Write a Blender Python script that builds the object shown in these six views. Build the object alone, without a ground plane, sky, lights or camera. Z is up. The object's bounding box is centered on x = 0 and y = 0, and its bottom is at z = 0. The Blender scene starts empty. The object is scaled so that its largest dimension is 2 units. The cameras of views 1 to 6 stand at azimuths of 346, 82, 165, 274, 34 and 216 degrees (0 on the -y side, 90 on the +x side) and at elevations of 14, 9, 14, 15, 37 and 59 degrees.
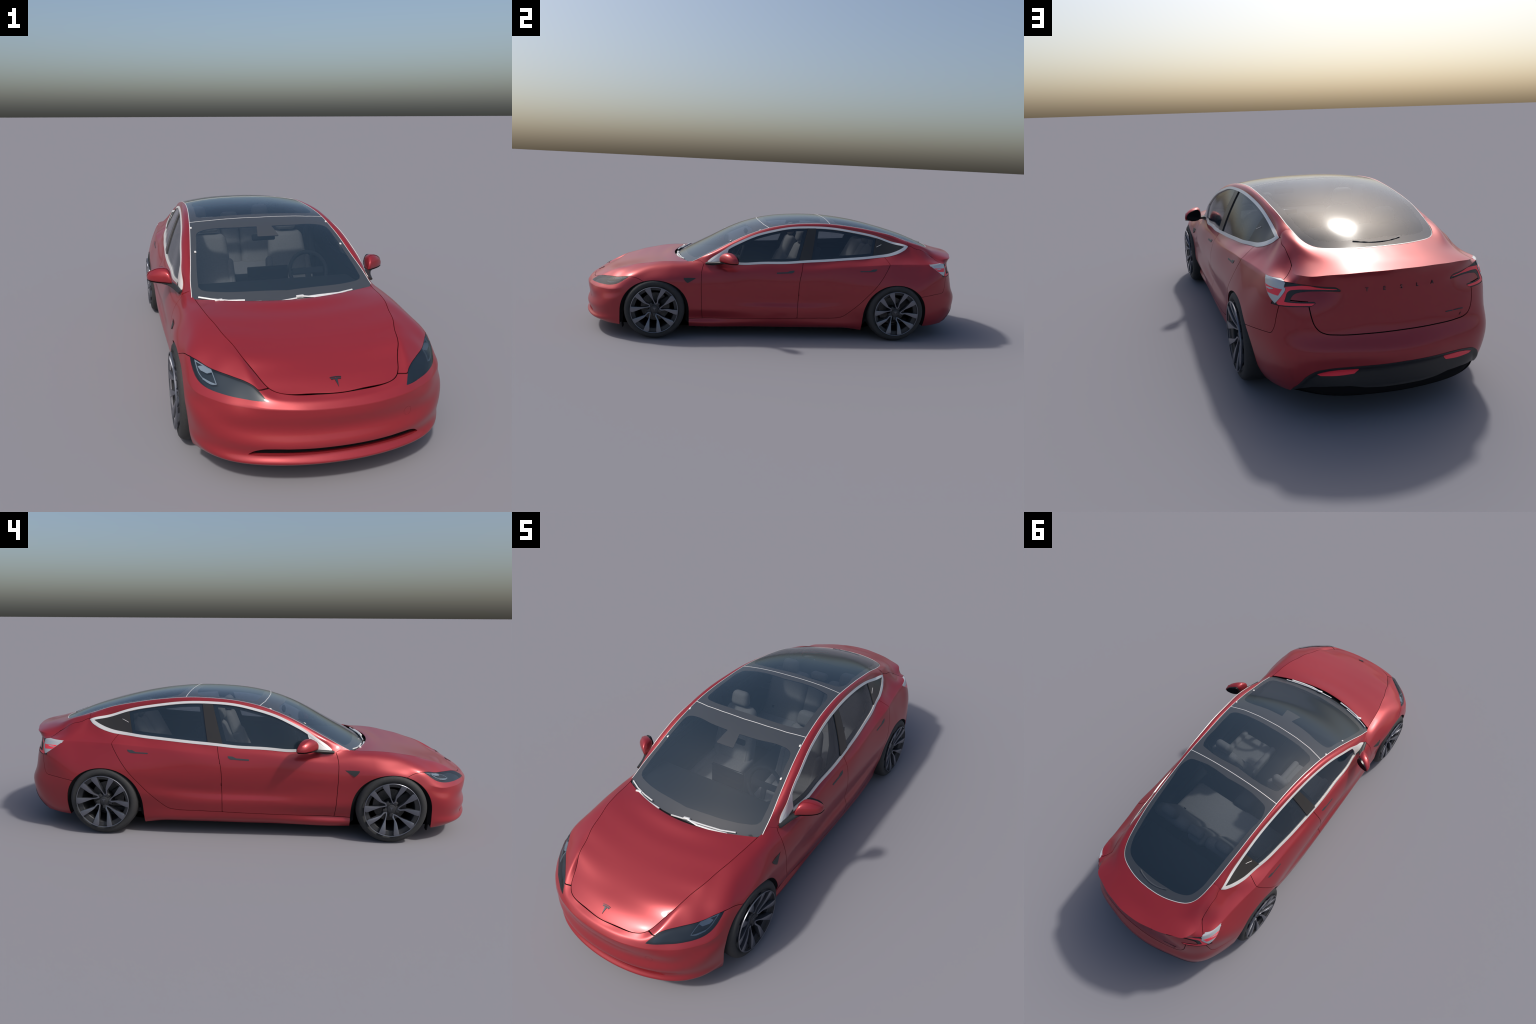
# A red four-door electric sedan, built part by part.
# Frame: metres, z up, nose towards -y, ground at z = 0, length 2.0.
import bpy, bmesh, math, random
import numpy as np
from mathutils import Vector, Matrix

random.seed(7)
RNG = np.random.default_rng(7)

# =====================================================================
#  1. MATERIALS
# =====================================================================
def material(name, color, rough=0.5, metal=0.0, coat=0.0, coat_rough=0.05, spec=0.5,
             grain=0.0, grain_scale=200.0, bump=0.0, bump_scale=400.0, alpha_glass=None):
    m = bpy.data.materials.new(name)
    m.use_nodes = True
    nt = m.node_tree
    b = nt.nodes["Principled BSDF"]
    b.inputs["Base Color"].default_value = (*color, 1)
    b.inputs["Roughness"].default_value = rough
    b.inputs["Metallic"].default_value = metal
    b.inputs["Coat Weight"].default_value = coat
    b.inputs["Coat Roughness"].default_value = coat_rough
    b.inputs["Specular IOR Level"].default_value = spec
    tc = nt.nodes.new("ShaderNodeTexCoord")
    if grain > 0:
        n = nt.nodes.new("ShaderNodeTexNoise")
        n.inputs["Scale"].default_value = grain_scale
        n.inputs["Detail"].default_value = 3
        r = nt.nodes.new("ShaderNodeValToRGB")
        r.color_ramp.elements[0].position = 0.3
        r.color_ramp.elements[1].position = 0.7
        r.color_ramp.elements[0].color = (*[c * (1 - grain) for c in color], 1)
        r.color_ramp.elements[1].color = (*[min(1, c * (1 + grain)) for c in color], 1)
        nt.links.new(tc.outputs["Object"], n.inputs["Vector"])
        nt.links.new(n.outputs["Fac"], r.inputs["Fac"])
        nt.links.new(r.outputs["Color"], b.inputs["Base Color"])
    if bump > 0:
        n2 = nt.nodes.new("ShaderNodeTexNoise")
        n2.inputs["Scale"].default_value = bump_scale
        bp = nt.nodes.new("ShaderNodeBump")
        bp.inputs["Strength"].default_value = bump
        bp.inputs["Distance"].default_value = 0.001
        nt.links.new(tc.outputs["Object"], n2.inputs["Vector"])
        nt.links.new(n2.outputs["Fac"], bp.inputs["Height"])
        nt.links.new(bp.outputs["Normal"], b.inputs["Normal"])
    return m

def tinted_glass(name, tint, body=(.03, .055, .085), haze=.45, rough=.08):
    """Thin tinted pane: straight-through tint, a dark blue diffuse share and a fresnel gloss."""
    m = bpy.data.materials.new(name)
    m.use_nodes = True
    nt = m.node_tree
    for n in list(nt.nodes):
        nt.nodes.remove(n)
    out = nt.nodes.new("ShaderNodeOutputMaterial")
    tr = nt.nodes.new("ShaderNodeBsdfTransparent")
    tr.inputs["Color"].default_value = (*tint, 1)
    df = nt.nodes.new("ShaderNodeBsdfDiffuse")
    df.inputs["Color"].default_value = (*body, 1)
    m0 = nt.nodes.new("ShaderNodeMixShader"); m0.inputs["Fac"].default_value = haze
    gl = nt.nodes.new("ShaderNodeBsdfGlossy")
    gl.inputs["Color"].default_value = (1, 1, 1, 1)
    gl.inputs["Roughness"].default_value = rough
    fr = nt.nodes.new("ShaderNodeFresnel")
    fr.inputs["IOR"].default_value = 1.5
    mx = nt.nodes.new("ShaderNodeMixShader")
    nt.links.new(tr.outputs["BSDF"], m0.inputs[1]); nt.links.new(df.outputs["BSDF"], m0.inputs[2])
    nt.links.new(fr.outputs["Fac"], mx.inputs["Fac"])
    nt.links.new(m0.outputs["Shader"], mx.inputs[1])
    nt.links.new(gl.outputs["BSDF"], mx.inputs[2])
    nt.links.new(mx.outputs["Shader"], out.inputs["Surface"])
    return m

PAINT = material("red_metallic_paint", (0.312, 0.0212, 0.030), rough=0.36, metal=0.40, coat=0.42, coat_rough=0.09,
                 grain=0.05, grain_scale=900)
GAP = material("seam_shadow_black", (0.006, 0.004, 0.004), rough=0.9, spec=0.1)
TRIM = material("satin_silver_trim", (0.72, 0.71, 0.69), rough=0.38, metal=0.25)
BLACK = material("black_plastic", (0.018, 0.019, 0.02), rough=0.45, grain=0.1)
FRIT = material("frit_black_glass", (0.046, 0.053, 0.063), rough=0.10)
PILLAR = material("pillar_gloss_black", (0.028, 0.026, 0.024), rough=0.3)
GLASS = tinted_glass("tinted_window_glass", (0.64, 0.69, 0.74), haze=.40, rough=.12)
SHIELD = tinted_glass("windshield_glass", (0.64, 0.69, 0.74), haze=.40)
LENS = tinted_glass("headlight_lens", (0.80, 0.85, 0.90), haze=.10)
TYRE = material("tyre_rubber", (0.025, 0.026, 0.027), rough=0.75, grain=0.15, bump=0.15)
RIM = material("machined_rim_grey", (0.17, 0.18, 0.21), rough=0.3, metal=0.75)
RIMDARK = material("dark_rim_barrel", (0.03, 0.032, 0.036), rough=0.5, metal=0.2)
DISC = material("brake_disc_steel", (0.10, 0.10, 0.10), rough=0.45, metal=0.7, grain=0.2)
WELL = material("wheel_well_black", (0.008, 0.008, 0.009), rough=0.9, spec=0.1)
RED_LAMP = material("red_lamp_lens", (0.98, 0.045, 0.075), rough=0.35)
CLEAR_LAMP = material("clear_lamp_lens", (0.52, 0.53, 0.54), rough=0.22, metal=0.3)
SEAT = material("pale_seat_leather", (0.50, 0.46, 0.42), rough=0.7, grain=0.06, bump=0.1)
CABIN = material("cabin_dark_trim", (0.022, 0.024, 0.028), rough=0.8, grain=0.1)
SCREEN = material("screen_black_glass", (0.012, 0.013, 0.016), rough=0.15)
CHROME = material("lamp_chrome", (0.34, 0.39, 0.44), rough=0.35, metal=0.2)
BADGE = material("dark_chrome_badge", (0.05, 0.055, 0.065), rough=0.3, metal=0.6)
WIPER = material("wiper_silver", (0.70, 0.70, 0.69), rough=0.4, metal=0.2)
BOWL = material("lamp_bowl_navy", (0.016, 0.026, 0.034), rough=0.4)
MIRROR = material("mirror_glass_dark", (0.008, 0.009, 0.011), rough=0.15, spec=0.15)

# =====================================================================
#  2. SMALL GEOMETRY TOOLS
# =====================================================================
def fair(s, v, S, lam=2.0, sym=(True, True)):
    """Fair curve: values v at stations s, resampled on the uniform grid S with the
    least change of curvature.  sym mirrors the data at either end (centre line)."""
    s = np.asarray(s, float); v = np.asarray(v, float)
    o = np.argsort(s); s, v = s[o], v[o]
    a, b = S[0], S[-1]
    n = len(S); ds = S[1] - S[0]; pad = n // 6
    G = np.r_[S[0] - ds * np.arange(pad, 0, -1), S, S[-1] + ds * np.arange(1, pad + 1)]
    ss, vv = [s], [v]
    if sym[0]:
        k = (s > a + 1e-6) & (s < a + pad * ds); ss.append(2 * a - s[k]); vv.append(v[k])
    if sym[1]:
        k = (s < b - 1e-6) & (s > b - pad * ds); ss.append(2 * b - s[k]); vv.append(v[k])
    s = np.concatenate(ss); v = np.concatenate(vv)
    N = len(G)
    A = np.zeros((len(s), N))
    t = np.clip((s - G[0]) / ds, 0, N - 1.001); i = t.astype(int); f = t - i
    A[np.arange(len(s)), i] = 1 - f; A[np.arange(len(s)), i + 1] = f
    D = np.diff(np.eye(N), n=3, axis=0)
    M = A.T @ A + lam * D.T @ D + 1e-9 * np.eye(N)
    return np.linalg.solve(M, A.T @ v)[pad:pad + n]

def spline_columns(K, sub, crease=None):
    """K: (cols, rows, d) control points; natural C2 spline along rows in every column,
    chord-length parameters shared by all columns.  Returns (cols, m, d) and row index t."""
    cols, rows, d = K.shape
    t = np.arange(rows, dtype=float)
    tt = np.concatenate([np.linspace(i, i + 1, sub, endpoint=False) for i in range(rows - 1)] + [[rows - 1]])
    L = np.linalg.norm(np.diff(K, axis=1), axis=2)
    L = np.sqrt(np.maximum(L, 1e-4))                       # centripetal
    out = np.zeros((cols, len(tt), d))
    seg = np.minimum(tt.astype(int), rows - 2); f = tt - seg
    # second derivatives, column by column through a batched tridiagonal solve
    A = np.zeros((cols, rows, rows)); R = np.zeros((cols, rows, d))
    A[:, 0, 0] = 1; A[:, -1, -1] = 1
    for i in range(1, rows - 1):
        A[:, i, i - 1] = L[:, i - 1]; A[:, i, i] = 2 * (L[:, i - 1] + L[:, i]); A[:, i, i + 1] = L[:, i]
        R[:, i] = 6 * ((K[:, i + 1] - K[:, i]) / L[:, i, None] - (K[:, i] - K[:, i - 1]) / L[:, i - 1, None])
    M = np.linalg.solve(A, R)
    h = L[:, seg][:, :, None]; a = (1 - f)[None, :, None]; b = f[None, :, None]
    out = a * K[:, seg] + b * K[:, seg + 1] + ((a ** 3 - a) * M[:, seg] + (b ** 3 - b) * M[:, seg + 1]) * h * h / 6
    return out, tt

def smooth_poly(pts, n=8, closed=True, corners=()):
    """Catmull-Rom through 2D control points; indices in corners stay sharp."""
    P = [np.array(p, float) for p in pts]; N = len(P); out = []
    last = N if closed else N - 1
    for i in range(last):
        p1, p2 = P[i], P[(i + 1) % N]
        p0 = P[i - 1] if (closed or i > 0) else p1
        p3 = P[(i + 2) % N] if (closed or i + 2 < N) else p2
        L = np.linalg.norm(p2 - p1) + 1e-9
        def tan(a, b, c):                                   # length-aware tangent
            la = np.linalg.norm(b - a) + 1e-9; lc = np.linalg.norm(c - b) + 1e-9
            return ((b - a) / la * lc + (c - b) / lc * la) / (la + lc)
        m1 = (p2 - p1) / L if i in corners or (not closed and i == 0) else tan(p0, p1, p2)
        m2 = (p2 - p1) / L if (i + 1) % N in corners or (not closed and i + 2 == N) else tan(p1, p2, p3)
        for k in range(n):
            t = k / n
            out.append((2*t**3-3*t**2+1)*p1 + (t**3-2*t*t+t)*L*m1 + (-2*t**3+3*t*t)*p2 + (t**3-t*t)*L*m2)
    if not closed:
        out.append(P[-1])
    return np.array(out)

def sdf(poly, q):
    """Signed distance (negative inside) of points q (n,2) to a closed polygon."""
    a = poly; b = np.roll(poly, -1, axis=0)
    d = np.full(len(q), 1e9); ins = np.zeros(len(q), bool)
    for p0, p1 in zip(a, b):
        e = p1 - p0; w = q - p0
        t = np.clip((w @ e) / max(e @ e, 1e-12), 0, 1)
        d = np.minimum(d, np.hypot(*(w - t[:, None] * e).T))
        c = (p0[1] > q[:, 1]) != (p1[1] > q[:, 1])
        with np.errstate(divide="ignore", invalid="ignore"):
            xi = p0[0] + (q[:, 1] - p0[1]) * e[0] / (e[1] if e[1] != 0 else 1e-12)
        ins ^= c & (q[:, 0] < xi)
    return np.where(ins, -d, d)

class Sheet:
    """Triangle sheet with carried normals; can be cut along level lines."""
    def __init__(s, V, N, F, lab=None):
        s.V, s.N, s.F = V, N, F
        s.lab = np.zeros(len(F), int) if lab is None else lab
    @staticmethod
    def grid(P, flip=False):
        a, b, _ = P.shape
        du = np.gradient(P, axis=0); dv = np.gradient(P, axis=1)
        N = np.cross(du, dv)
        L = np.linalg.norm(N, axis=2, keepdims=True)
        N = N / np.maximum(L, 1e-12)
        if flip: N = -N
        i = np.arange(a * b).reshape(a, b)
        q = np.stack([i[:-1, :-1], i[1:, :-1], i[1:, 1:], i[:-1, 1:]], -1).reshape(-1, 4)
        if flip: q = q[:, ::-1]
        F = np.concatenate([q[:, [0, 1, 2]], q[:, [0, 2, 3]]])
        return Sheet(P.reshape(-1, 3).copy(), N.reshape(-1, 3), F)
    def cut(s, f):
        f = np.where(np.abs(f) < 1e-7, 1e-7, f)
        sg = f > 0
        k = sg[s.F].sum(1)
        mixed = (k == 1) | (k == 2)
        keep, m = s.F[~mixed], s.F[mixed]
        if len(m) == 0: return f
        ms = sg[m]; lone = np.where(ms.sum(1) == 1, ms.argmax(1), (~ms).argmax(1))
        r = np.arange(len(m))
        a, b, c = m[r, lone], m[r, (lone + 1) % 3], m[r, (lone + 2) % 3]
        e = np.concatenate([np.stack([a, b], 1), np.stack([a, c], 1)])
        es = np.sort(e, 1); u, inv = np.unique(es, axis=0, return_inverse=True); inv = inv.ravel()
        t = (f[u[:, 0]] / (f[u[:, 0]] - f[u[:, 1]]))[:, None]
        nv = s.V[u[:, 0]] * (1 - t) + s.V[u[:, 1]] * t
        nn = s.N[u[:, 0]] * (1 - t) + s.N[u[:, 1]] * t
        nn /= np.maximum(np.linalg.norm(nn, axis=1, keepdims=True), 1e-9)
        base = len(s.V); ab = base + inv[:len(m)]; ac = base + inv[len(m):]
        s.V = np.concatenate([s.V, nv]); s.N = np.concatenate([s.N, nn])
        new = np.concatenate([np.stack([a, ab, ac], 1), np.stack([ab, b, c], 1), np.stack([ab, c, ac], 1)])
        lm = s.lab[mixed]
        s.F = np.concatenate([keep, new]); s.lab = np.concatenate([s.lab[~mixed], lm, lm, lm])
        return np.concatenate([f, np.zeros(len(nv))])
    def stamp(s, func, label, where=None, gap=0.0, gap_label=1, only=None):
        """Cut by func(V)<0 and label the inside; a band |f|<gap gets gap_label."""
        def val(): 
            f = func(s.V)
            if where is not None: f = np.where(where(s.V), f, np.abs(f) + 0.05)
            return f
        for lv in ([-gap, gap] if gap else [0.0]):
            s.cut(val() - lv)
        fc = val()[s.F].mean(1)
        ok = np.ones(len(s.F), bool) if only is None else np.isin(s.lab, only)
        s.lab[ok & (fc < -gap)] = label
        if gap: s.lab[ok & (np.abs(fc) <= gap)] = gap_label
    def pick(s, labels):
        k = np.isin(s.lab, np.atleast_1d(labels))
        return s._sub(k)
    def _sub(s, k):
        F = s.F[k]; u, inv = np.unique(F, return_inverse=True)
        return Sheet(s.V[u], s.N[u], inv.reshape(-1, 3), s.lab[k])
    def sub(s, mask): return s._sub(mask)
    def centre(s): return s.V[s.F].mean(1)
    def refine(s, times=1):
        """Split every triangle into four (for details finer than the sheet)."""
        for _ in range(times):
            F = s.F
            e = np.sort(np.concatenate([F[:, [0, 1]], F[:, [1, 2]], F[:, [2, 0]]]), 1)
            u, inv = np.unique(e, axis=0, return_inverse=True); inv = inv.ravel()
            mv = s.V[u].mean(1); mn = s.N[u].mean(1); mn /= np.maximum(np.linalg.norm(mn, axis=1, keepdims=True), 1e-9)
            b = len(s.V); n = len(F); ab, bc, ca = b + inv[:n], b + inv[n:2*n], b + inv[2*n:]
            s.V = np.concatenate([s.V, mv]); s.N = np.concatenate([s.N, mn])
            s.F = np.concatenate([np.stack([F[:, 0], ab, ca], 1), np.stack([ab, F[:, 1], bc], 1), np.stack([ca, bc, F[:, 2]], 1), np.stack([ab, bc, ca], 1)])
            s.lab = np.tile(s.lab, 4)
        return s
    def mirrored(s):
        return Sheet(s.V * [-1, 1, 1], s.N * [-1, 1, 1], s.F[:, ::-1], s.lab.copy())
    def joined(s, o):
        return Sheet(np.concatenate([s.V, o.V]), np.concatenate([s.N, o.N]),
                     np.concatenate([s.F, o.F + len(s.V)]), np.concatenate([s.lab, o.lab]))
    def both(s): return s.joined(s.mirrored())
    def offset(s, d): return Sheet(s.V + s.N * d, s.N, s.F, s.lab)
    def rim_edges(s):
        e = np.concatenate([s.F[:, [0, 1]], s.F[:, [1, 2]], s.F[:, [2, 0]]])
        es = np.sort(e, 1); u, i, c = np.unique(es, axis=0, return_index=True, return_counts=True)
        return e[i[c == 1]]
    def thick(s, d, centre_open=True):
        """Give the sheet depth: inner copy d below and walls along the rim."""
        e = s.rim_edges()
        if centre_open:
            e = e[~((np.abs(s.V[e[:, 0], 0]) < 1e-6) & (np.abs(s.V[e[:, 1], 0]) < 1e-6))]
        n = len(s.V)
        inner = s.V - s.N * d
        # walls get vertices of their own so that the rim stays crisp
        wv = np.concatenate([s.V[e[:, 0]], s.V[e[:, 1]], inner[e[:, 1]], inner[e[:, 0]]])
        m = len(e); r = np.arange(m)
        t = s.V[e[:, 1]] - s.V[e[:, 0]]
        wn = np.cross(t, s.N[e[:, 0]]); wn /= np.maximum(np.linalg.norm(wn, axis=1, keepdims=True), 1e-9)
        wf = np.concatenate([np.stack([r + m, r, r + 3 * m], 1), np.stack([r + m, r + 3 * m, r + 2 * m], 1)]) + 2 * n
        V = np.concatenate([s.V, inner, wv]); N = np.concatenate([s.N, -s.N, wn, wn, wn, wn])
        F = np.concatenate([s.F, s.F[:, ::-1] + n, wf])
        return Sheet(V, N, F, np.r_[np.zeros(len(s.F), int), np.full(len(s.F), 99), np.zeros(len(wf), int)])

# ---- objects ---------------------------------------------------------
CAR = bpy.data.objects.new("sedan_car", None)
bpy.context.scene.collection.objects.link(CAR)
CAR["label"] = "glossy red four-door electric sedan with dark glass roof"
CAR["category"] = "car"

def add(ob, parent=None):
    bpy.context.scene.collection.objects.link(ob)
    ob.parent = parent if parent is not None else CAR
    return ob

def sheet_object(name, sh, mat, parent=None, weld=True):
    me = bpy.data.meshes.new(name)
    V, N, F = sh.V, sh.N, sh.F
    inside = sh.lab == 99
    if weld:                                   # weld the centre line / coincident vertices
        key = np.round(np.c_[V, N * 0.02], 5)
        _, first, inv = np.unique(key, axis=0, return_index=True, return_inverse=True)
        inv = inv.ravel(); V, N, F = V[first], N[first], inv[F]
        ok = (F[:, 0] != F[:, 1]) & (F[:, 1] != F[:, 2]) & (F[:, 0] != F[:, 2])
        F, inside = F[ok], inside[ok]
    me.from_pydata(V.tolist(), [], F.tolist())
    me.update()
    me.polygons.foreach_set("use_smooth", [True] * len(me.polygons))
    me.normals_split_custom_set_from_vertices(N.tolist())
    me.materials.append(mat)
    if inside.any() and mat is PAINT:
        me.materials.append(CABIN)
        me.polygons.foreach_set("material_index", inside.astype(np.int32))
    return add(bpy.data.objects.new(name, me), parent)

def pair(name, sh, mat, parents=(None, None)):
    a = sheet_object(name, sh, mat, parents[0]); b = sheet_object(name, sh.mirrored(), mat, parents[1])
    return a, b

def bm_object(name, bm, mat, parent=None, smooth=True, angle=40):
    me = bpy.data.meshes.new(name)
    bm.normal_update()
    bm.to_mesh(me); bm.free()
    if smooth:
        me.polygons.foreach_set("use_smooth", [True] * len(me.polygons))
        me.set_sharp_from_angle(angle=math.radians(angle))
    me.materials.append(mat)
    return add(bpy.data.objects.new(name, me), parent)

def mirror_copy(ob, parent=None, name=None):
    me = ob.data.copy()
    me.transform(Matrix.Scale(-1, 4, Vector((1, 0, 0))))
    me.flip_normals()
    o = bpy.data.objects.new(name or ob.name.split(".")[0], me)
    return add(o, parent if parent is not None else ob.parent)

def rounded_box(bm, c, size, r=0.01, seg=3, rot=None, taper=None):
    """Box with rounded edges, optional taper of the upper face (sx, sy) and rotation matrix."""
    g = bmesh.ops.create_cube(bm, size=1.0)
    vs = g["verts"]
    for v in vs:
        v.co = Vector((v.co.x * size[0], v.co.y * size[1], v.co.z * size[2]))
        if taper and v.co.z > 0:
            v.co.x *= taper[0]; v.co.y *= taper[1]
    es = {e for v in vs for e in v.link_edges}
    if r > 0:
        res = bmesh.ops.bevel(bm, geom=list(es), offset=r, segments=seg, profile=0.5, affect="EDGES")
        vs = list({v for f in res["faces"] for v in f.verts} | {v for v in vs if v.is_valid})
        # collect all connected verts
        todo = list(vs); seen = set(todo)
        while todo:
            v = todo.pop()
            for e in v.link_edges:
                o = e.other_vert(v)
                if o not in seen: seen.add(o); todo.append(o)
        vs = list(seen)
    M = Matrix.Translation(Vector(c)) @ (rot.to_4x4() if rot is not None else Matrix.Identity(4))
    bmesh.ops.transform(bm, matrix=M, verts=vs)
    return vs

def rot_x(a): return Matrix.Rotation(math.radians(a), 3, "X")
def rot_y(a): return Matrix.Rotation(math.radians(a), 3, "Y")
def rot_z(a): return Matrix.Rotation(math.radians(a), 3, "Z")

def lathe(bm, profile, axis_x=True, seg=96):
    """Revolve (radius, x) profile about the x axis."""
    rings = []
    for r, x in profile:
        rings.append([bm.verts.new((x, r * math.sin(2*math.pi*k/seg), r * math.cos(2*math.pi*k/seg))) for k in range(seg)])
    for a, b in zip(rings, rings[1:]):
        for k in range(seg):
            bm.faces.new((a[k], a[(k+1) % seg], b[(k+1) % seg], b[k]))
    return rings

def sweep(path, rx, rz, seg=8, up=Vector((0, 0, 1)), scale=None):
    """Tube of elliptic section along a 3D path (bmesh)."""
    bm = bmesh.new(); P = [Vector(p) for p in path]; rings = []
    for i, p in enumerate(P):
        t = (P[min(i+1, len(P)-1)] - P[max(i-1, 0)]).normalized()
        n = t.cross(up).normalized(); u = n.cross(t).normalized()
        k = scale[i] if scale else 1.0
        rings.append([bm.verts.new(p + n * (rx*k*math.cos(2*math.pi*j/seg)) + u * (rz*k*math.sin(2*math.pi*j/seg))) for j in range(seg)])
    for a, b in zip(rings, rings[1:]):
        for j in range(seg):
            bm.faces.new((a[j], a[(j+1) % seg], b[(j+1) % seg], b[j]))
    bm.faces.new(rings[0][::-1]); bm.faces.new(rings[-1])
    bmesh.ops.recalc_face_normals(bm, faces=bm.faces)
    return bm

# =====================================================================
#  3. THE BODY RING: feature lines that run round the car, low to high
#     Each line: (x, y, z) from the nose centre, along the side, to the tail.
# =====================================================================
YF, YR, KA = -0.55, 0.60, 0.42            # fan centres of nose and tail, stations per radian
def to_ring(p):
    x, y, z = p
    if y < YF:
        th = math.atan2(x, YF - y); return YF - KA * (math.pi/2 - th), math.hypot(x, y - YF), z
    if y > YR:
        th = math.atan2(x, y - YR); return YR + KA * (math.pi/2 - th), math.hypot(x, y - YR), z
    return y, x, z
S0, S1 = YF - KA * math.pi / 2, YR + KA * math.pi / 2
NS = 520
S = np.linspace(S0, S1, NS)
TH = np.where(S < YF, math.pi/2 - (YF - S) / KA, np.where(S > YR, math.pi/2 - (S - YR) / KA, math.pi/2))

def ring_line(pts, lam=2.0):
    r = np.array([to_ring(p) for p in pts])
    return fair(r[:, 0], r[:, 1], S, lam), fair(r[:, 0], r[:, 2], S, lam)

def ring_xyz(rho, z):
    x = rho * np.sin(TH); x[0] = 0.0; x[-1] = 0.0
    y = np.where(S < YF, YF - rho * np.cos(TH), np.where(S > YR, YR + rho * np.cos(TH), S))
    return np.stack([x, y, z], -1)

LOWER_EDGE = [(0,-.974,.0650),(.1,-.967,.0650),(.2,-.944,.0650),(.272,-.905,.0645),(.325,-.860,.064),(.353,-.815,.0635),
    (.3665,-.79,.0640),(.366,-.63,.0625),(.3480,-.459,.0555),(.3470,-.2,.0555),(.3480,0,.0560),(.3480,.2,.0560),(.348,.30,.0560),(.348,.36,.0535),
    (.3470,.4227,.0450),(.345,.6,.06),(.3353,.7615,.0674),(.308,.85,.0735),(.282,.893,.0770),(.2,.944,.0715),(.1,.968,.0700),(0,.976,.0700)]
LIP = [(0,-.9985,.083),(.1,-.9915,.083),(.2,-.968,.0830),(.275,-.931,.080),(.329,-.883,.083),(.360,-.830,.09),(.3715,-.79,.095),
    (.374,-.63,.09),(.3640,-.459,.08),(.3650,-.2,.08),(.3685,0,.079),(.37,.2,.076),(.363,.36,.07),(.358,.4227,.068),(.36,.6,.08),
    (.350,.7615,.09),(.323,.85,.098),(.286,.905,.100),(.2,.958,.089),(.1,.982,.088),(0,.990,.088)]
SILL_LINE = [(0,-.987,.100),(.1,-.981,.100),(.2,-.959,.1),(.275,-.924,.1),(.329,-.881,.105),(.362,-.827,.112),(.374,-.79,.118),
    (.374,-.63,.115),(.3590,-.459,.0974),(.3555,-.40,.0985),(.3600,-.3,.1005),(.3680,-.2,.103),(.3750,-.06,.107),(.378,.08,.1112),(.376,.25,.113),(.371,.36,.114),(.368,.42,.116),
    (.372,.6,.12),(.362,.7615,.12),(.334,.85,.13),(.295,.912,.130),(.2,.965,.122),(.1,.988,.120),(0,.996,.120)]
SWELL = [(0,-.997,.128),(.1,-.9905,.128),(.2,-.966,.13),(.276,-.930,.135),(.330,-.886,.142),(.365,-.832,.15),(.377,-.79,.155),
    (.382,-.63,.155),(.3765,-.459,.145),(.3765,-.40,.142),(.3835,-.2,.155),(.3862,.078,.162),(.3855,.25,.165),(.3840,.38,.177),(.3835,.45,.178),
    (.384,.6,.17),(.377,.74,.17),(.343,.85,.175),(.303,.918,.175),(.2,.968,.175),(.1,.991,.175),(0,1.0,.175)]
HOLLOW = [(0,-.987,.165),(.1,-.981,.165),(.2,-.957,.167),(.276,-.924,.172),(.330,-.883,.18),(.366,-.832,.19),(.379,-.79,.195),
    (.386,-.63,.20),(.380,-.459,.19),(.379,-.2,.19),(.378,.079,.190),(.380,.25,.2),(.3855,.41,.207),(.388,.5,.21),(.3895,.6,.21),
    (.384,.73,.215),(.345,.85,.22),(.304,.918,.218),(.2,.970,.215),(.1,.992,.213),(0,1.0,.212)]
WAIST = [(0,-.993,.203),(.1,-.986,.203),(.2,-.961,.204),(.275,-.925,.205),(.328,-.876,.209),(.363,-.823,.217),(.378,-.775,.23),
    (.388,-.63,.25),(.3805,-.459,.24),(.381,-.2,.24),(.381,.079,.228),(.384,.25,.235),(.389,.44,.25),(.391,.55,.255),(.391,.63,.255),
    (.385,.72,.255),(.340,.85,.262),(.298,.908,.260),(.2,.952,.257),(.1,.972,.254),(0,.978,.253)]
CREASE = [(0,-.9945,.2285),(.058,-.9925,.2287),(.113,-.986,.230),(.1636,-.974,.2310),(.211,-.957,.232),(.251,-.933,.2327),
    (.2905,-.9065,.2334),(.3225,-.875,.2345),(.3535,-.8365,.237),(.3745,-.765,.257),(.3845,-.68,.283),(.386,-.63,.290),(.3845,-.55,.292),
    (.3785,-.459,.285),(.379,-.406,.275),(.382,-.2,.285),(.3850,.08,.293),(.3855,.25,.292),(.3875,.45,.292),(.386,.6,.296),
    (.374,.72,.303),(.335,.85,.325),(.298,.892,.325),(.2249,.932,.325),(.1,.958,.325),(0,.965,.324)]
SHOULDER = [(0,-.983,.243),(.1,-.975,.2445),(.165,-.960,.2485),(.205,-.934,.262),(.2277,-.904,.2765),(.2516,-.88,.2818),
    (.276,-.8565,.2853),(.3004,-.8326,.2885),(.3204,-.805,.2925),(.3446,-.773,.2990),(.3588,-.7489,.302),(.3605,-.68,.3175),(.3600,-.62,.3255),
    (.3610,-.53,.3315),(.3615,-.459,.3325),(.364,-.406,.331),(.371,-.2,.340),(.371,.08,.351),(.3685,.25,.366),(.3625,.3475,.3758),(.3576,.4974,.388),
    (.3545,.5506,.3915),(.348,.5948,.392),(.338,.679,.3925),(.3307,.7605,.394),(.3042,.857,.3975),(.255,.893,.386),(.1616,.9406,.3747),
    (.08,.960,.374),(0,.965,.374)]
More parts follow.
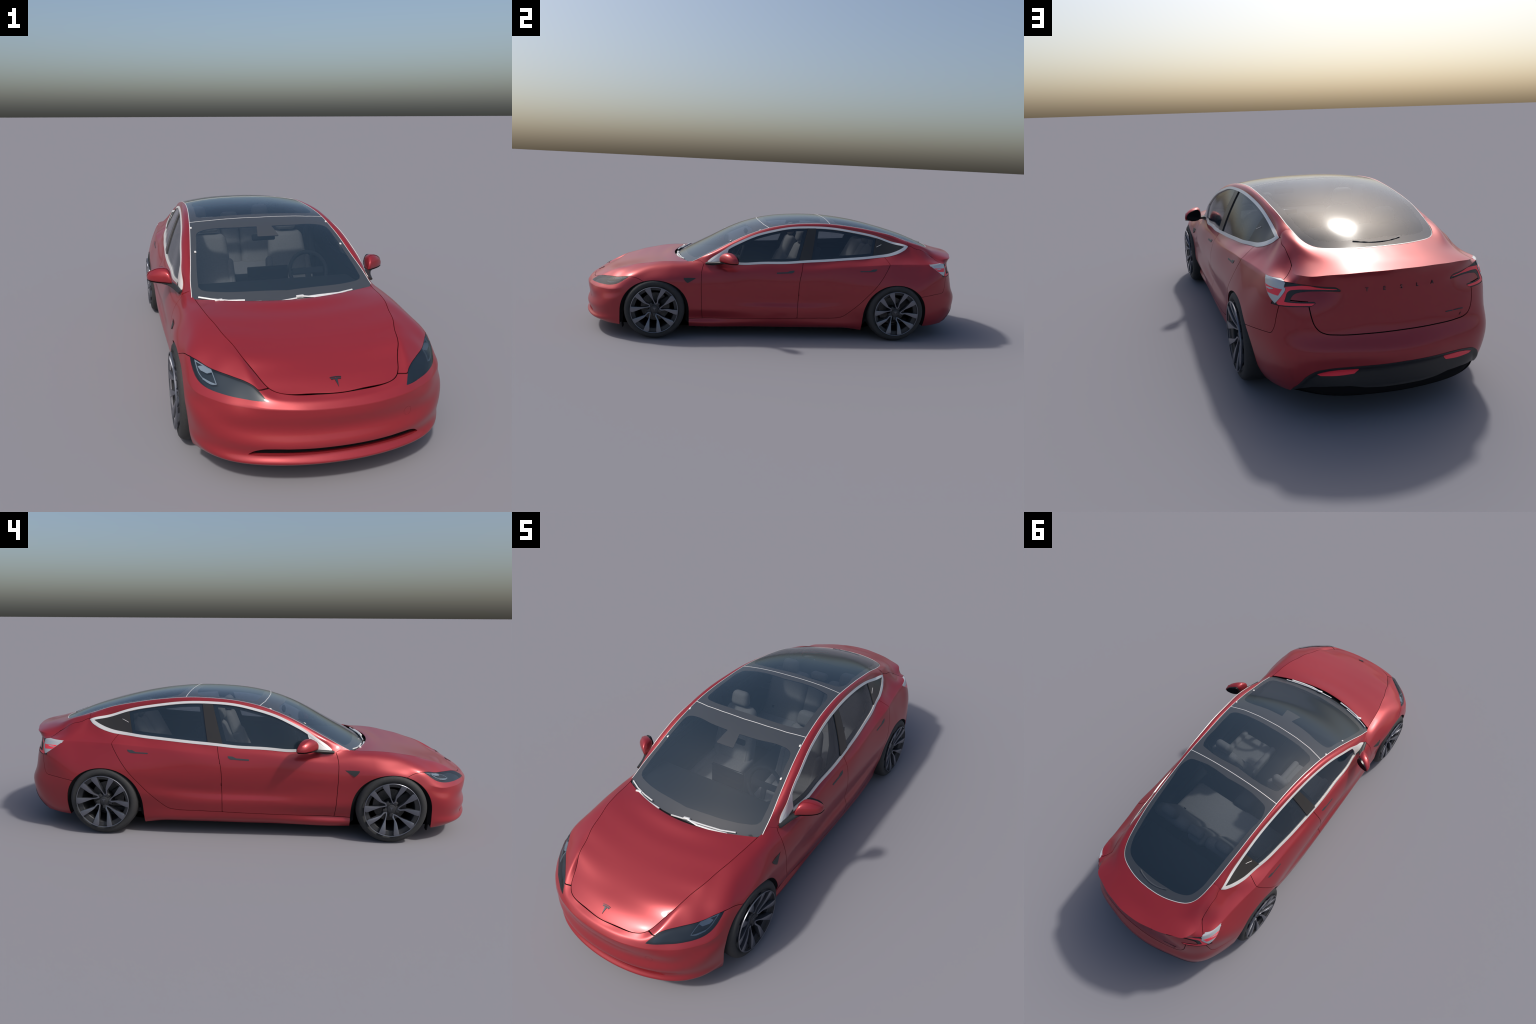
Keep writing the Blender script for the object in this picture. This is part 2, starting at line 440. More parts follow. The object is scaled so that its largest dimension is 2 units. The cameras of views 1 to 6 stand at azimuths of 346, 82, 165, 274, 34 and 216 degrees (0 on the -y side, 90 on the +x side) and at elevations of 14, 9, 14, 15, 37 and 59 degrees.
SHELF = [(0,-.974,.2485),(.1,-.9665,.2495),(.165,-.951,.2545),(.195,-.925,.2675),(.2200,-.873,.2965),(.262,-.80,.3225),
    (.300,-.74,.3325),(.322,-.68,.3435),(.331,-.61,.3525),(.335,-.53,.3590),(.340,-.459,.359),(.346,-.40,.355),(.357,-.2,.362),(.359,.08,.372),
    (.352,.25,.386),(.3445,.3475,.394),(.3345,.49,.4045),(.331,.55,.4080),(.316,.60,.414),(.302,.65,.420),(.297,.70,.4225),(.296,.765,.4175),
    (.289,.80,.4110),(.285,.84,.4035),(.272,.878,.4025),(.225,.917,.4035),(.1645,.942,.4075),(.1,.957,.4085),(0,.968,.409)]
TOP_LINE = [(0,-.965,.2535),(.074,-.9585,.2538),(.117,-.9535,.2555),(.16,-.940,.2605),(.1815,-.9205,.2677),(.193,-.9000,.2775),
    (.207,-.867,.293),(.2235,-.8368,.3115),(.2385,-.79,.3285),(.2554,-.7416,.3425),(.2708,-.6815,.3548),(.2862,-.6219,.3655),(.2947,-.57,.3705),
    (.3001,-.5207,.3717),(.306,-.471,.3745),(.316,-.435,.3785),(.330,-.405,.374),(.3393,-.385,.3680),(.3425,-.32,.3695),(.3450,-.23,.3720),
    (.3470,-.14,.3752),(.3479,-.037,.3802),(.3479,.10,.3898),(.3434,.1865,.3957),(.3385,.2734,.4022),(.3302,.3623,.4088),(.3195,.4528,.4165),(.3060,.5326,.4242),(.3001,.573,.4308),(.2923,.6029,.4385),(.2841,.6276,.4474),(.2754,.6472,.4568),(.2672,.6625,.4676),(.2590,.6734,.4774),(.2615,.70,.4715),
    (.2625,.735,.462),(.2626,.7685,.4484),(.2624,.807,.4250),(.268,.845,.4140),(.262,.885,.4165),(.245,.9135,.4190),(.2158,.9286,.4216),
    (.1645,.9486,.426),(.11,.963,.4295),(.055,.974,.4315),(0,.977,.4325)]

lines = [ring_line(l) for l in (LOWER_EDGE, LIP, SILL_LINE, SWELL, HOLLOW, WAIST, CREASE, SHOULDER, SHELF)]
ta, tb = ring_line(TOP_LINE, 0.05), ring_line(TOP_LINE, 1.5)
wf = np.clip((S + .50) / .10, 0, 1)                           # fairer along the hood, tighter round the tail
top_rho, top_z = ta[0] * wf + tb[0] * (1 - wf), ta[1] * wf + tb[1] * (1 - wf)
lines.append((top_rho, top_z))
under = (lines[0][0] - 0.07, lines[0][1] + 0.004)
lines = [under] + lines
K = np.stack([np.stack([r, z], -1) for r, z in lines], 1)              # (NS, rows, 2)
SUB = 9
def creased(K, row):
    lo, _ = spline_columns(K[:, :row + 1], SUB); hi, _ = spline_columns(K[:, row:], SUB)
    return np.concatenate([lo[:, :-1], hi], 1)
RZ, TT = spline_columns(K, SUB)
step = lambda a, b: np.clip((S - a) / (b - a), 0, 1)[:, None, None]
w_nose = 1 - step(-.82, -.72)                                # crisp nose crease, fading at the wheel arch
w_haunch = step(.20, .50)                                    # crisp shoulder line from the rear door to the lamp
def creased_at(rows):
    cuts = [0] + rows + [K.shape[1] - 1]; parts = []
    for a, b in zip(cuts, cuts[1:]):
        q, _ = spline_columns(K[:, a:b + 1], SUB); parts.append(q if b == cuts[-1] else q[:, :-1])
    return np.concatenate(parts, 1)
RZ = creased_at([1])
RZ = RZ * (1 - w_nose) + creased_at([1, 7]) * w_nose
RZ = RZ * (1 - w_haunch) + creased_at([1, 8]) * w_haunch
P = np.stack([ring_xyz(RZ[:, j, 0].copy(), RZ[:, j, 1]) for j in range(RZ.shape[1])], 1)
RING = Sheet.grid(P, flip=False)
if RING.N[:, 0].mean() < 0: RING = Sheet.grid(P, flip=True)
TOPC = P[:, -1]                                                        # the top curve in 3D

def yz(V): return V[:, [1, 2]]
def xz(V): return V[:, [0, 2]]
def xy(V): return V[:, [0, 1]]

# labels ---------------------------------------------------------------
L_FENDER, L_GAP, L_ARCH, L_FBUMP, L_LIGHT, L_FDOOR, L_RDOOR, L_SILL, L_QUARTER, L_RBUMP, L_TRUNK, L_LAMPSIDE, L_LAMPREAR, L_DIFF, L_GRILLE, L_VENT = range(16)

g = 0.0011
def ellipse_cut(cy, cz, ry, rz, p=2.0):
    def f(V):
        q = np.abs((V[:, 1] - cy) / ry) ** p + np.abs((V[:, 2] - cz) / rz) ** p
        return (q ** (1 / p) - 1) * min(ry, rz)
    return f
WHEEL_F, WHEEL_R, WHEEL_Z = -0.629, 0.590, 0.1465

# everything aft of the nose starts as fender; later stamps overwrite
RING.stamp(lambda V: 0.0 - V[:, 1], L_QUARTER)
front_door = np.concatenate([
    smooth_poly([(-.389,.380),(-.3985,.3605),(-.405,.335),(-.4064,.29),(-.405,.24),(-.4028,.188),(-.3983,.1257),(-.3954,.0990)], closed=False, n=6),
    smooth_poly([(-.2,.103),(.0,.1085),(.0790,.1112)], closed=False, n=3),
    smooth_poly([(.0778,.16),(.0793,.2),(.0797,.26),(.082,.3),(.0881,.3315),(.0941,.357),(.1009,.395)], closed=False, n=6),
    np.array([(.1009,.45),(-.389,.45)])])
rear_door = np.concatenate([
    smooth_poly([(.1009,.395),(.0941,.357),(.0881,.3315),(.082,.3),(.0797,.26),(.0793,.2),(.0778,.16),(.0790,.1112)], closed=False, n=6),
    smooth_poly([(.2,.1135),(.275,.1150),(.310,.121),(.345,.145),(.381,.177),(.3995,.194),(.43,.2265),(.469,.2706),(.5008,.3107),(.5276,.350),(.5433,.3759),(.5512,.3915),(.5440,.408),(.5326,.4239)], closed=False, n=6),
    np.array([(.5300,.46),(.1009,.46)])])
side = lambda V: V[:, 0] > 0.2
# sill below the doors
sill_poly = np.array([(-.62,.0945),(-.459,.0974),(-.2,.103),(0,.1085),(.08,.1112),(.2,.1135),(.275,.1150),(.33,.1150),(.33,-.1),(-.62,-.1)])
RING.stamp(lambda V: sdf(sill_poly, yz(V)), L_SILL, where=side, gap=g, gap_label=L_GAP)
RING.lab[(RING.lab == L_GAP) & ((RING.centre()[:, 1] > .28) | (RING.centre()[:, 2] < .09))] = L_SILL
RING.stamp(lambda V: sdf(front_door, yz(V)), L_FDOOR, where=side, gap=g, gap_label=L_GAP)
RING.stamp(lambda V: sdf(rear_door, yz(V)), L_RDOOR, where=side, gap=g, gap_label=L_GAP)
# front bumper: ahead of the seam that runs hood corner - headlight - wheel arch
fb = np.concatenate([np.array([(-.2,.2672),(.17,.2672),(.2072,.2674)]),
    smooth_poly([(.2085,.2680),(.2160,.2733),(.2345,.2798),(.259,.2836),(.2909,.2880),(.3206,.2920),(.3430,.2995),(.3588,.3022),(.3680,.3010),(.3770,.2925),(.3830,.2790)], closed=False, n=5, corners=(7,)),
    np.array([(.46,.2500),(.46,-.1),(-.2,-.1)])])
fb_side = np.concatenate([np.array([(-1.2,.3022)]), smooth_poly([(-.749,.3022),(-.72,.2990),(-.682,.2830),(-.64,.2560)], closed=False, n=5), np.array([(-.64,-.1),(-1.2,-.1)])])
RING.stamp(lambda V: np.where(V[:, 1] > -.750, sdf(fb_side, yz(V)), sdf(fb, xz(V))), L_FBUMP, where=lambda V: V[:, 1] < -.655, gap=g*.8, gap_label=L_GAP)
# headlight in front view
head_poly = np.concatenate([
    smooth_poly([(.3588,.3022),(.3430,.2995),(.3206,.2920),(.2909,.2880),(.259,.2836),(.2345,.2798),(.2160,.2733),(.2072,.2665),(.1985,.2575),(.1905,.2473)], closed=False, n=6),
    smooth_poly([(.2254,.2465),(.2625,.2470),(.2950,.2485),(.3161,.2500),(.3303,.2525),(.3430,.2575),(.3500,.2640),(.3545,.2730),(.3579,.2895),(.3588,.3022)], closed=False, n=6)[:-1]])
RING.stamp(lambda V: sdf(head_poly, xz(V)), L_LIGHT, where=lambda V: V[:, 1] < -.70)
# rear bumper seam
rb = np.concatenate([np.array([(.64,-.1),(.64,.215)]),
    smooth_poly([(.66,.222),(.7145,.2325),(.7938,.2428),(.835,.2470),(.8512,.2495),(.8605,.2655),(.866,.297),(.869,.327),(.8700,.3400)], closed=False, n=6),
    np.array([(.8585,.375),(.8585,.60),(1.3,.60),(1.3,-.1)])])
RING.stamp(lambda V: sdf(rb, yz(V)), L_RBUMP, where=lambda V: V[:, 1] > .6, gap=g*.8, gap_label=L_GAP)
# trunk lid, seen from behind
trunk_line = smooth_poly([(.2487,.3334),(.2458,.3105),(.2383,.2848),(.2266,.2701),(.2099,.2626),(.1838,.2596),(.0937,.2582),(0,.2580)], closed=False, n=6)
trunk_poly = np.concatenate([np.array([(-.05,.60),(.50,.60),(.50,.3975),(.2950,.3900),(.2950,.3500),(.2487,.3480)]), trunk_line, np.array([(-.05,.2580)])])
RING.stamp(lambda V: sdf(trunk_poly, xz(V)), L_TRUNK, where=lambda V: V[:, 1] > .8585, gap=g*1.3, gap_label=L_GAP, only=[L_RBUMP, L_GAP, L_QUARTER])
# deck seam between quarter and trunk lid, seen from above
deck_poly = np.concatenate([smooth_poly([(.2600,.79),(.2624,.807),(.2760,.8270),(.2903,.8418),(.3042,.8575)], closed=False, n=5), np.array([(.3042,.90),(.2,1.2),(-.2,1.2),(-.2,.79)])])
RING.stamp(lambda V: sdf(deck_poly, xy(V)), L_TRUNK, where=lambda V: (V[:, 1] > .78) & (V[:, 2] > .392), gap=g, gap_label=L_GAP, only=[L_RBUMP, L_GAP, L_QUARTER, L_TRUNK])
# tail lamp: pale side glass and dark C-shaped rear part
lamp_side = np.concatenate([np.array([(.7665,.3955)]), smooth_poly([(.80,.3985),(.83,.4005),(.8575,.4000)], closed=False, n=4),
    smooth_poly([(.8690,.3905),(.8712,.3740),(.8650,.3500),(.8575,.3352)], closed=False, n=4), smooth_poly([(.8313,.3514),(.7995,.3727)], closed=False, n=3)])
RING.stamp(lambda V: sdf(lamp_side, yz(V)), L_LAMPSIDE, where=lambda V: (V[:, 0] > .298) & (V[:, 1] > .7))
lamp_rear = np.concatenate([
    smooth_poly([(.3400,.4010),(.3052,.3975),(.2751,.3940),(.2500,.3915),(.2253,.3892),(.2000,.3880),(.1772,.3868),(.1603,.3748)], closed=False, n=4),
    smooth_poly([(.1812,.3748),(.2225,.3745),(.2593,.3722),(.2790,.3672),(.2880,.3590),(.2930,.3472)], closed=False, n=5),
    smooth_poly([(.2704,.3471),(.2482,.3480),(.2252,.3488)], closed=False, n=2),
    smooth_poly([(.2440,.3353),(.2681,.3345),(.29,.3329),(.3119,.3318),(.3400,.3330)], closed=False, n=3)])
RING.stamp(lambda V: sdf(lamp_rear, xz(V)), L_LAMPREAR, where=lambda V: V[:, 1] > .845, only=[L_RBUMP, L_TRUNK, L_GAP, L_QUARTER])
# diffuser
diff_top = smooth_poly([(.2965,.050),(.2928,.0885),(.2846,.1082),(.2645,.1450),(.2420,.1615),(.2121,.1680),(.15,.1722),(.0556,.1745),(0,.1755)], closed=False, n=6)
diff_poly = np.concatenate([diff_top, np.array([(-.05,.1755),(-.05,-.1),(.2965,-.1)])])
RING.stamp(lambda V: sdf(diff_poly, xz(V)), L_DIFF, where=lambda V: V[:, 1] > .80)
# grille slot
slot = np.concatenate([smooth_poly([(0,.1225),(.0645,.1228),(.14,.1232),(.18,.1230),(.2058,.1200),(.2272,.1105),(.2405,.0990)], closed=False, n=5),
    smooth_poly([(.205,.0995),(.158,.1005),(.119,.1010),(.06,.1010),(0,.1010)], closed=False, n=4), np.array([(-.05,.1010),(-.05,.1225)])])
RING.stamp(lambda V: sdf(slot, xz(V)), L_GRILLE, where=lambda V: V[:, 1] < -.80)
# fender vent (a dark triangular camera housing)
vent = smooth_poly([(-.4945,.3035),(-.460,.3045),(-.4288,.3048),(-.4480,.2935),(-.4720,.2800),(-.4830,.2885)], n=4, corners=(0, 2, 4))
RING.stamp(lambda V: sdf(vent, yz(V)), L_VENT, where=lambda V: V[:, 0] > .3)
# wheel openings
RING.stamp(ellipse_cut(WHEEL_F, .134, .1665, .1570, 2.1), L_ARCH, where=side)
RING.stamp(ellipse_cut(WHEEL_R, .128, .1670, .1640, 2.1), L_ARCH, where=side)
RING.stamp(lambda V: np.where(V[:, 2] < .134, np.abs(V[:, 1] - WHEEL_F) - .1665 - .02 * (.134 - V[:, 2]), 1.0), L_ARCH, where=side)
RING.stamp(lambda V: np.where(V[:, 2] < .128, np.abs(V[:, 1] - WHEEL_R) - .1670 - .02 * (.128 - V[:, 2]), 1.0), L_ARCH, where=side)

SKIN = 0.004
def panel(labels): return RING.pick(labels).thick(SKIN)
front_bumper = sheet_object("front_bumper", RING.pick(L_FBUMP).thick(SKIN).both(), PAINT)
rear_bumper = sheet_object("rear_bumper", RING.pick(L_RBUMP).thick(SKIN).both(), PAINT)
pair("fender", panel(L_FENDER), PAINT)
fdoors = pair("front_door", panel(L_FDOOR), PAINT)
rdoors = pair("rear_door", panel(L_RDOOR), PAINT)
pair("side_sill", panel(L_SILL), PAINT)
pair("rear_quarter_panel", panel(L_QUARTER), PAINT)
# dark backing behind every seam
seam_near = RING.pick(L_GAP).offset(-0.003)
sheet_object("seam_backing", seam_near.both(), GAP)["kind"] = "stuff"

# =====================================================================
#  4. HOOD
# =====================================================================
def curve3(pts, n=160, lam=0.02, par=1, rng=None):
    """Fair 3D curve; stations are coordinate number par, resampled uniformly."""
    p = np.array(pts, float); s = p[:, par]
    a, b = (s.min(), s.max()) if rng is None else rng
    G = np.linspace(a, b, n)
    out = np.stack([fair(s, p[:, k], G, lam, (False, False)) for k in range(3)], -1)
    out[:, par] = G
    return out

# hood outline on the ring's top curve: nose centre to the windshield corner
hood_edge = TOPC[(TOPC[:, 1] < -.471)]
HN = 70
ye = np.r_[-.965, hood_edge[:, 1]]
# centre-line profile and rear edge
hood_centre = [(0,-.9652,.2535),(0,-.949,.2645),(0,-.9225,.2790),(0,-.885,.2935),(0,-.842,.3080),(0,-.80,.3205),(0,-.75,.3335),(0,-.70,.3450),(0,-.65,.3555),(0,-.60,.3650),(0,-.546,.3735)]
hood_c = curve3(hood_centre, 200, 0.5)
# straight "ribs" from edge to centre: edge point k pairs with centre point k
ek = np.linspace(0, 1, 150) 
arc = np.r_[0, np.cumsum(np.linalg.norm(np.diff(hood_edge, axis=0), axis=1))]; arc /= arc[-1]
def at(curve, par, q): return np.stack([np.interp(q, par, curve[:, k]) for k in range(3)], -1)
He = at(hood_edge, arc, ek)
He[0] = (0, He[0, 1], He[0, 2])
# pair by y, compressing the front corner
ce = np.interp(He[:, 1], [-.9655,-.955,-.94,-.92,-.87,-.80,-.70,-.60,-.52,-.468], [-.9652,-.9652+.004,-.955,-.940,-.893,-.822,-.727,-.642,-.580,-.5455])
ce[0] = He[0, 1]
HC = np.stack([np.zeros_like(ce), ce, np.interp(ce, hood_c[:, 1], hood_c[:, 2])], -1)
w = np.linspace(0, 1, 40)[None, :, None]                     # 0 centre, 1 edge
base = HC[:, None] * (1 - w) + He[:, None] * w
base[:, :, 2] = HC[:, None, 2] + (He[:, None, 2] - HC[:, None, 2]) * w[:, :, 0] ** 1.9
base[:, :, 1] = HC[:, None, 1] + (He[:, None, 1] - HC[:, None, 1]) * w[:, :, 0] ** 1.9
ramp = np.clip((He[:, 1] + .965) / .10, 0, 1)[:, None, None]
crown = np.array([0, 0, 1.0]) * (0.004 * ramp) * (1 - w ** 2) * (w ** 2)
bow = np.array([0, -1.0, 0]) * (0.012 * ramp) * (w * (1 - w)) * 1.0
HP = base + crown
sh = Sheet.grid(HP, flip=False)
if sh.N[:, 2].mean() < 0: sh = Sheet.grid(HP, flip=True)
sh.N[np.linalg.norm(sh.N, axis=1) < .5] = (0, -.3, .95)
# inset the hood slightly along its border to leave the dark shut line
brd = at(hood_edge, arc, np.linspace(0, 1, 300))[:, :2]
hood_poly = np.concatenate([brd, smooth_poly([(.3043,-.4690),(.246,-.4945),(.184,-.515),(.118,-.531),(.049,-.5425),(0,-.5455)], closed=False, n=5), np.array([(-.06,-.5455),(-.06,brd[0,1])])])
sh.stamp(lambda V: sdf(hood_poly, xy(V)) + 0.0022, 3)
hood = sheet_object("hood", sh.pick(3).thick(SKIN).both(), PAINT)
strip = Sheet(sh.V, sh.N, sh.F).offset(-0.005)
fc = sdf(hood_poly, xy(strip.V))
strip.cut(fc + 0.012)
fc = sdf(hood_poly, strip.centre()[:, :2])
strip = strip.sub((fc > -0.012))
# carry the dark channel out under the ring's edge
sheet_object("hood_seam_backing", strip.both(), GAP)["kind"] = "stuff"

# =====================================================================
#  5. GREENHOUSE: glass edge, trim line, centre line
# =====================================================================
GLASS_EDGE = [(.3190,-.50,.352),(.3130,-.45,.377),(.3091,-.40,.4023),(.3011,-.341,.4335),(.2923,-.28,.4648),(.2842,-.2174,.4968),(.2755,-.1484,.5256),
    (.2673,-.072,.5507),(.2614,-.0076,.5640),(.2555,.059,.5730),(.2500,.14,.5785),(.2465,.2217,.5800),(.2444,.3168,.5740),(.2405,.4295,.5600),
    (.2370,.53,.5425),(.2330,.594,.5275),(.2285,.648,.5105),(.2235,.693,.4965),(.2160,.74,.4805),(.2050,.80,.4590),(.196,.85,.440)]
TRIM_TOP = [(.3393,-.389,.3690),(.3330,-.377,.3816),(.3280,-.33,.4180),(.3226,-.2775,.4539),(.3150,-.22,.4850),(.3065,-.158,.5130),(.2955,-.0854,.5357),
    (.2868,-.005,.5538),(.2825,.04,.5610),(.2768,.1022,.5655),(.2700,.19,.5667),(.2640,.2726,.5622),(.2580,.3503,.5523),(.2545,.43,.5400),(.2525,.53,.5158),
    (.2555,.62,.4920),(.2600,.6734,.4774)]
CENTRE = [(0,-.60,.327),(0,-.545,.3565),(0,-.487,.3880),(0,-.4517,.4068),(0,-.386,.4415),(0,-.296,.4905),(0,-.238,.5190),(0,-.205,.5330),(0,-.1035,.5655),(0,0,.5865),(0,.064,.5938),
    (0,.158,.5990),(0,.245,.5995),(0,.375,.5900),(0,.4984,.5705),(0,.5987,.5475),(0,.70,.5195),(0,.80,.4825),(0,.845,.4645),(0,.90,.4420)]
E3 = curve3(GLASS_EDGE, 300, 0.3); C3 = curve3(CENTRE, 300, 0.3); U3 = curve3(TRIM_TOP, 300, 0.3)
def E_at(y): return np.stack([np.interp(y, E3[:, 1], E3[:, k]) for k in range(3)], -1)
def C_at(y): return np.stack([np.interp(y, C3[:, 1], C3[:, k]) for k in range(3)], -1)
def U_at(y): return np.stack([np.interp(y, U3[:, 1], U3[:, k]) for k in range(3)], -1)
top_belt = TOPC[(TOPC[:, 1] > -.42) & (TOPC[:, 1] < .69)]
def J_at(y): return np.stack([np.interp(y, top_belt[:, 1], top_belt[:, k]) for k in range(3)], -1)

# ---- top glass: one crowned sheet from cowl to deck ------------------
ev = np.linspace(-.50, .85, 300)
pair_c = np.interp(ev, [-.50,-.45,-.30,-.0715,.10,.2488,.55,.70,.85], [-.60,-.553,-.38,-.1035,.085,.2448,.572,.737,.90])
Eg, Cg = E_at(ev), C_at(pair_c)
wv = np.linspace(0, 1, 60)[None, :, None]
TOP = Cg[:, None] * (1 - wv) + Eg[:, None] * wv
# crown: sections fall away from the centre like a 2.6-power curve, not a straight line
TOP[:, :, 2] = (Cg[:, None, 2] + (Eg[:, None, 2] - Cg[:, None, 2]) * wv[:, :, 0] ** 2.5)
TOP[:, :, 1] = (Cg[:, None, 1] + (Eg[:, None, 1] - Cg[:, None, 1]) * wv[:, :, 0] ** 2.2)
GL = Sheet.grid(TOP, flip=False)
if GL.N[:, 2].mean() < 0: GL = Sheet.grid(TOP, flip=True)
# outline of the whole glass in plan
out_rear = [(.2285,.648),(.2226,.693),(.214,.7396),(.1996,.776),(.1784,.80),(.1518,.8153),(.124,.826),(.0955,.8345),(.0528,.8421),(0,.8450)]
side_edge = E_at(np.linspace(-.462, .60, 120))[:, :2]
cowl = smooth_poly([(0,-.552),(.06,-.549),(.12,-.5375),(.19,-.520),(.25,-.497),(.300,-.4725),(.3115,-.458)], closed=False, n=5)
glass_poly = np.concatenate([np.array([(-.06,-.552)]), cowl, side_edge[1:], smooth_poly(out_rear, closed=False, n=5), np.array([(-.06,.8450)])])
T_WS, T_ROOF, T_REAR, T_SEAM, T_OUT = 10, 11, 12, 13, 14
GL.lab[:] = T_OUT
seam1 = lambda V: V[:, 1] - np.interp(V[:, 0], [0,.109,.192,.267,.3], [-.1030,-.0985,-.0895,-.0712,-.062])
seam2 = lambda V: V[:, 1] - np.interp(V[:, 0], [0,.1,.1736,.2465,.3], [.2446,.2455,.2470,.2488,.25])
inset = 0.0020
GL.stamp(lambda V: sdf(glass_poly, xy(V)) + inset, T_WS)
GL.stamp(lambda V: -(seam1(V)), T_ROOF, only=[T_WS], gap=.0012, gap_label=T_SEAM)
GL.lab[(GL.lab == T_SEAM) & (sdf(glass_poly, GL.centre()[:, :2]) > -inset)] = T_OUT
GL.stamp(lambda V: -(seam2(V)), T_REAR, only=[T_ROOF, T_SEAM], gap=.0012, gap_label=T_SEAM)
# clear areas inside the frit bands
ws_clear = np.concatenate([smooth_poly([(0,-.4890),(.10,-.4795),(.16,-.4713),(.2142,-.459),(.2600,-.4435)], closed=False, n=4),
    smooth_poly([(.2770,-.4330),(.2850,-.4180)], closed=False, n=3), smooth_poly([(.2821,-.3711),(.2699,-.2714),(.2619,-.2211)], closed=False, n=3),
    smooth_poly([(.2570,-.178),(.2490,-.1590),(.2300,-.1520),(.2000,-.1525),(.110,-.1690),(.0280,-.1750)], closed=False, n=4),
    np.array([(.0400,-.2370),(-.06,-.2390),(-.06,-.4890)])])
roof_clear = smooth_poly([(-.06,-.0700),(.10,-.0690),(.19,-.0580),(.2200,-.0480),(.2335,-.0300),(.2330,-.010),(.2270,.09),(.2220,.175),(.2105,.2001),(.1845,.2075),(-.06,.2050)], n=5, corners=(0, 10))
rear_clear = smooth_poly([(-.06,.2800),(.1750,.2800),(.2130,.2910),(.2253,.3136),(.2210,.42),(.2110,.56),(.2020,.66),(.1930,.7209),(.168,.7695),(.1225,.7917),(.0600,.8000),(-.06,.8034)], n=5, corners=(0, 11))
T_WSC, T_ROOFC, T_REARC = 20, 21, 22
GL.stamp(lambda V: sdf(ws_clear, xy(V)), T_WSC, only=[T_WS])
GL.stamp(lambda V: sdf(roof_clear, xy(V)), T_ROOFC, only=[T_ROOF])
GL.stamp(lambda V: sdf(rear_clear, xy(V)), T_REARC, only=[T_REAR])
PANE = 0.0035
windshield = sheet_object("windshield", GL.pick(T_WSC).both(), SHIELD)
sheet_object("windshield_frit_band", GL.pick(T_WS).thick(PANE).both(), FRIT, windshield)
roof_glass = sheet_object("roof_glass", GL.pick(T_ROOFC).both(), GLASS)
sheet_object("roof_frit_band", GL.pick(T_ROOF).thick(PANE).both(), FRIT, roof_glass)
rear_window = sheet_object("rear_window", GL.pick(T_REARC).both(), GLASS)
sheet_object("rear_window_frit_band", GL.pick(T_REAR).thick(PANE).both(), FRIT, rear_window)
sheet_object("roof_seam_strip", GL.pick(T_SEAM).offset(.0004).thick(.003).both(), TRIM)
# bright bead round the glass
bead = Sheet(GL.V, GL.N, GL.F).offset(.0004)
fb_ = sdf(glass_poly, xy(bead.V))
fb_ = bead.cut(fb_ - .0002); fb_ = sdf(glass_poly, xy(bead.V)); bead.cut(fb_ + .0021)
fc = sdf(glass_poly, bead.centre()[:, :2])
bc = bead.centre()
bead = bead.sub((fc < .0002) & (fc > -.0021) & (bc[:, 1] > -.455))
sheet_object("glass_edge_bead", bead.thick(.003).both(), TRIM)

# ---- cant rail / A pillar -------------------------------------------
def rail_sheet(y0, y1, n, bulge=.0055, m=10):
    y = np.linspace(y0, y1, n)
    yi = np.interp(y, [-.39, -.30, .60, .6734], [-.425, -.325, .603, .6734])      # glass-edge partner
    a, b = U_at(y), E_at(yi)
    t = np.linspace(0, 1, m)[None, :, None]
    nrm = np.cross(np.gradient(a, axis=0), b - a); nrm /= np.linalg.norm(nrm, axis=1, keepdims=True)
    nrm *= np.sign(nrm[:, :1])
    bl = bulge * np.clip((y - y0) / .05, .2, 1)[:, None, None]
    return a[:, None] * (1 - t) + b[:, None] * t + nrm[:, None] * (4 * t * (1 - t)) * bl
RP = rail_sheet(-.389, .6725, 260)
RL = Sheet.grid(RP, flip=False)
if RL.N[:, 0].mean() < 0: RL = Sheet.grid(RP, flip=True)
rails = pair("roof_rail", RL.thick(SKIN), PAINT)
lin = RL.offset(-.011); lin = Sheet(lin.V, -lin.N, lin.F[:, ::-1])
pair("headliner_rail", lin.thick(.003), CABIN)

# small fender root filling between hood corner, A pillar and windshield
yy = np.linspace(-.472, -.385, 30)
ja = np.stack([np.interp(yy, TOPC[(TOPC[:,1]>-.5)&(TOPC[:,1]<-.3)][:,1], TOPC[(TOPC[:,1]>-.5)&(TOPC[:,1]<-.3)][:,k]) for k in range(3)], -1)
ge = E_at(np.interp(yy, [-.472,-.42,-.385], [-.466,-.445,-.4225]))
t = np.linspace(0, 1, 6)[None, :, None]
RT = ja[:, None] * (1 - t) + ge[:, None] * t
rt = Sheet.grid(RT)
if rt.N[:, 2].mean() < 0: rt = Sheet.grid(RT, flip=True)
pair("pillar_root", rt, PAINT)

# ---- deck top: from the spoiler edge up to the rear glass ------------
TIP = .6734
deck_outer = TOPC[TOPC[:, 1] >= TIP - .002]
sd = np.array([to_ring(p)[0] for p in deck_outer])
DECK_MID = [(.2520,.6734,.4905),(.2515,.70,.4840),(.2490,.735,.4745),(.2440,.7685,.4640),(.2350,.805,.4515),(.2240,.838,.4420),(.2050,.868,.4385),(.1780,.888,.4395),(.14,.9050,.4410),(.09,.9180,.4418),(.04,.9240,.4422),(0,.9255,.4423)]
DECK_IN = [(.2440,.6734,.4975),(.2420,.70,.4915),(.2380,.735,.4830),(.2300,.7685,.4735),(.2180,.80,.4625),(.2040,.825,.4545),(.1850,.845,.4510),(.1600,.862,.4500),(.125,.876,.4505),(.08,.887,.4508),(.04,.8925,.4510),(0,.8940,.4510)]
GLASS_OUT = [(.2268,.6734,.5030),(.2230,.693,.4975),(.2145,.7396,.4838),(.2000,.776,.4730),(.1790,.80,.4670),(.1518,.8155,.4648),(.124,.8262,.4645),(.0955,.8347,.4642),(.0528,.8423,.4642),(0,.8452,.4642)]
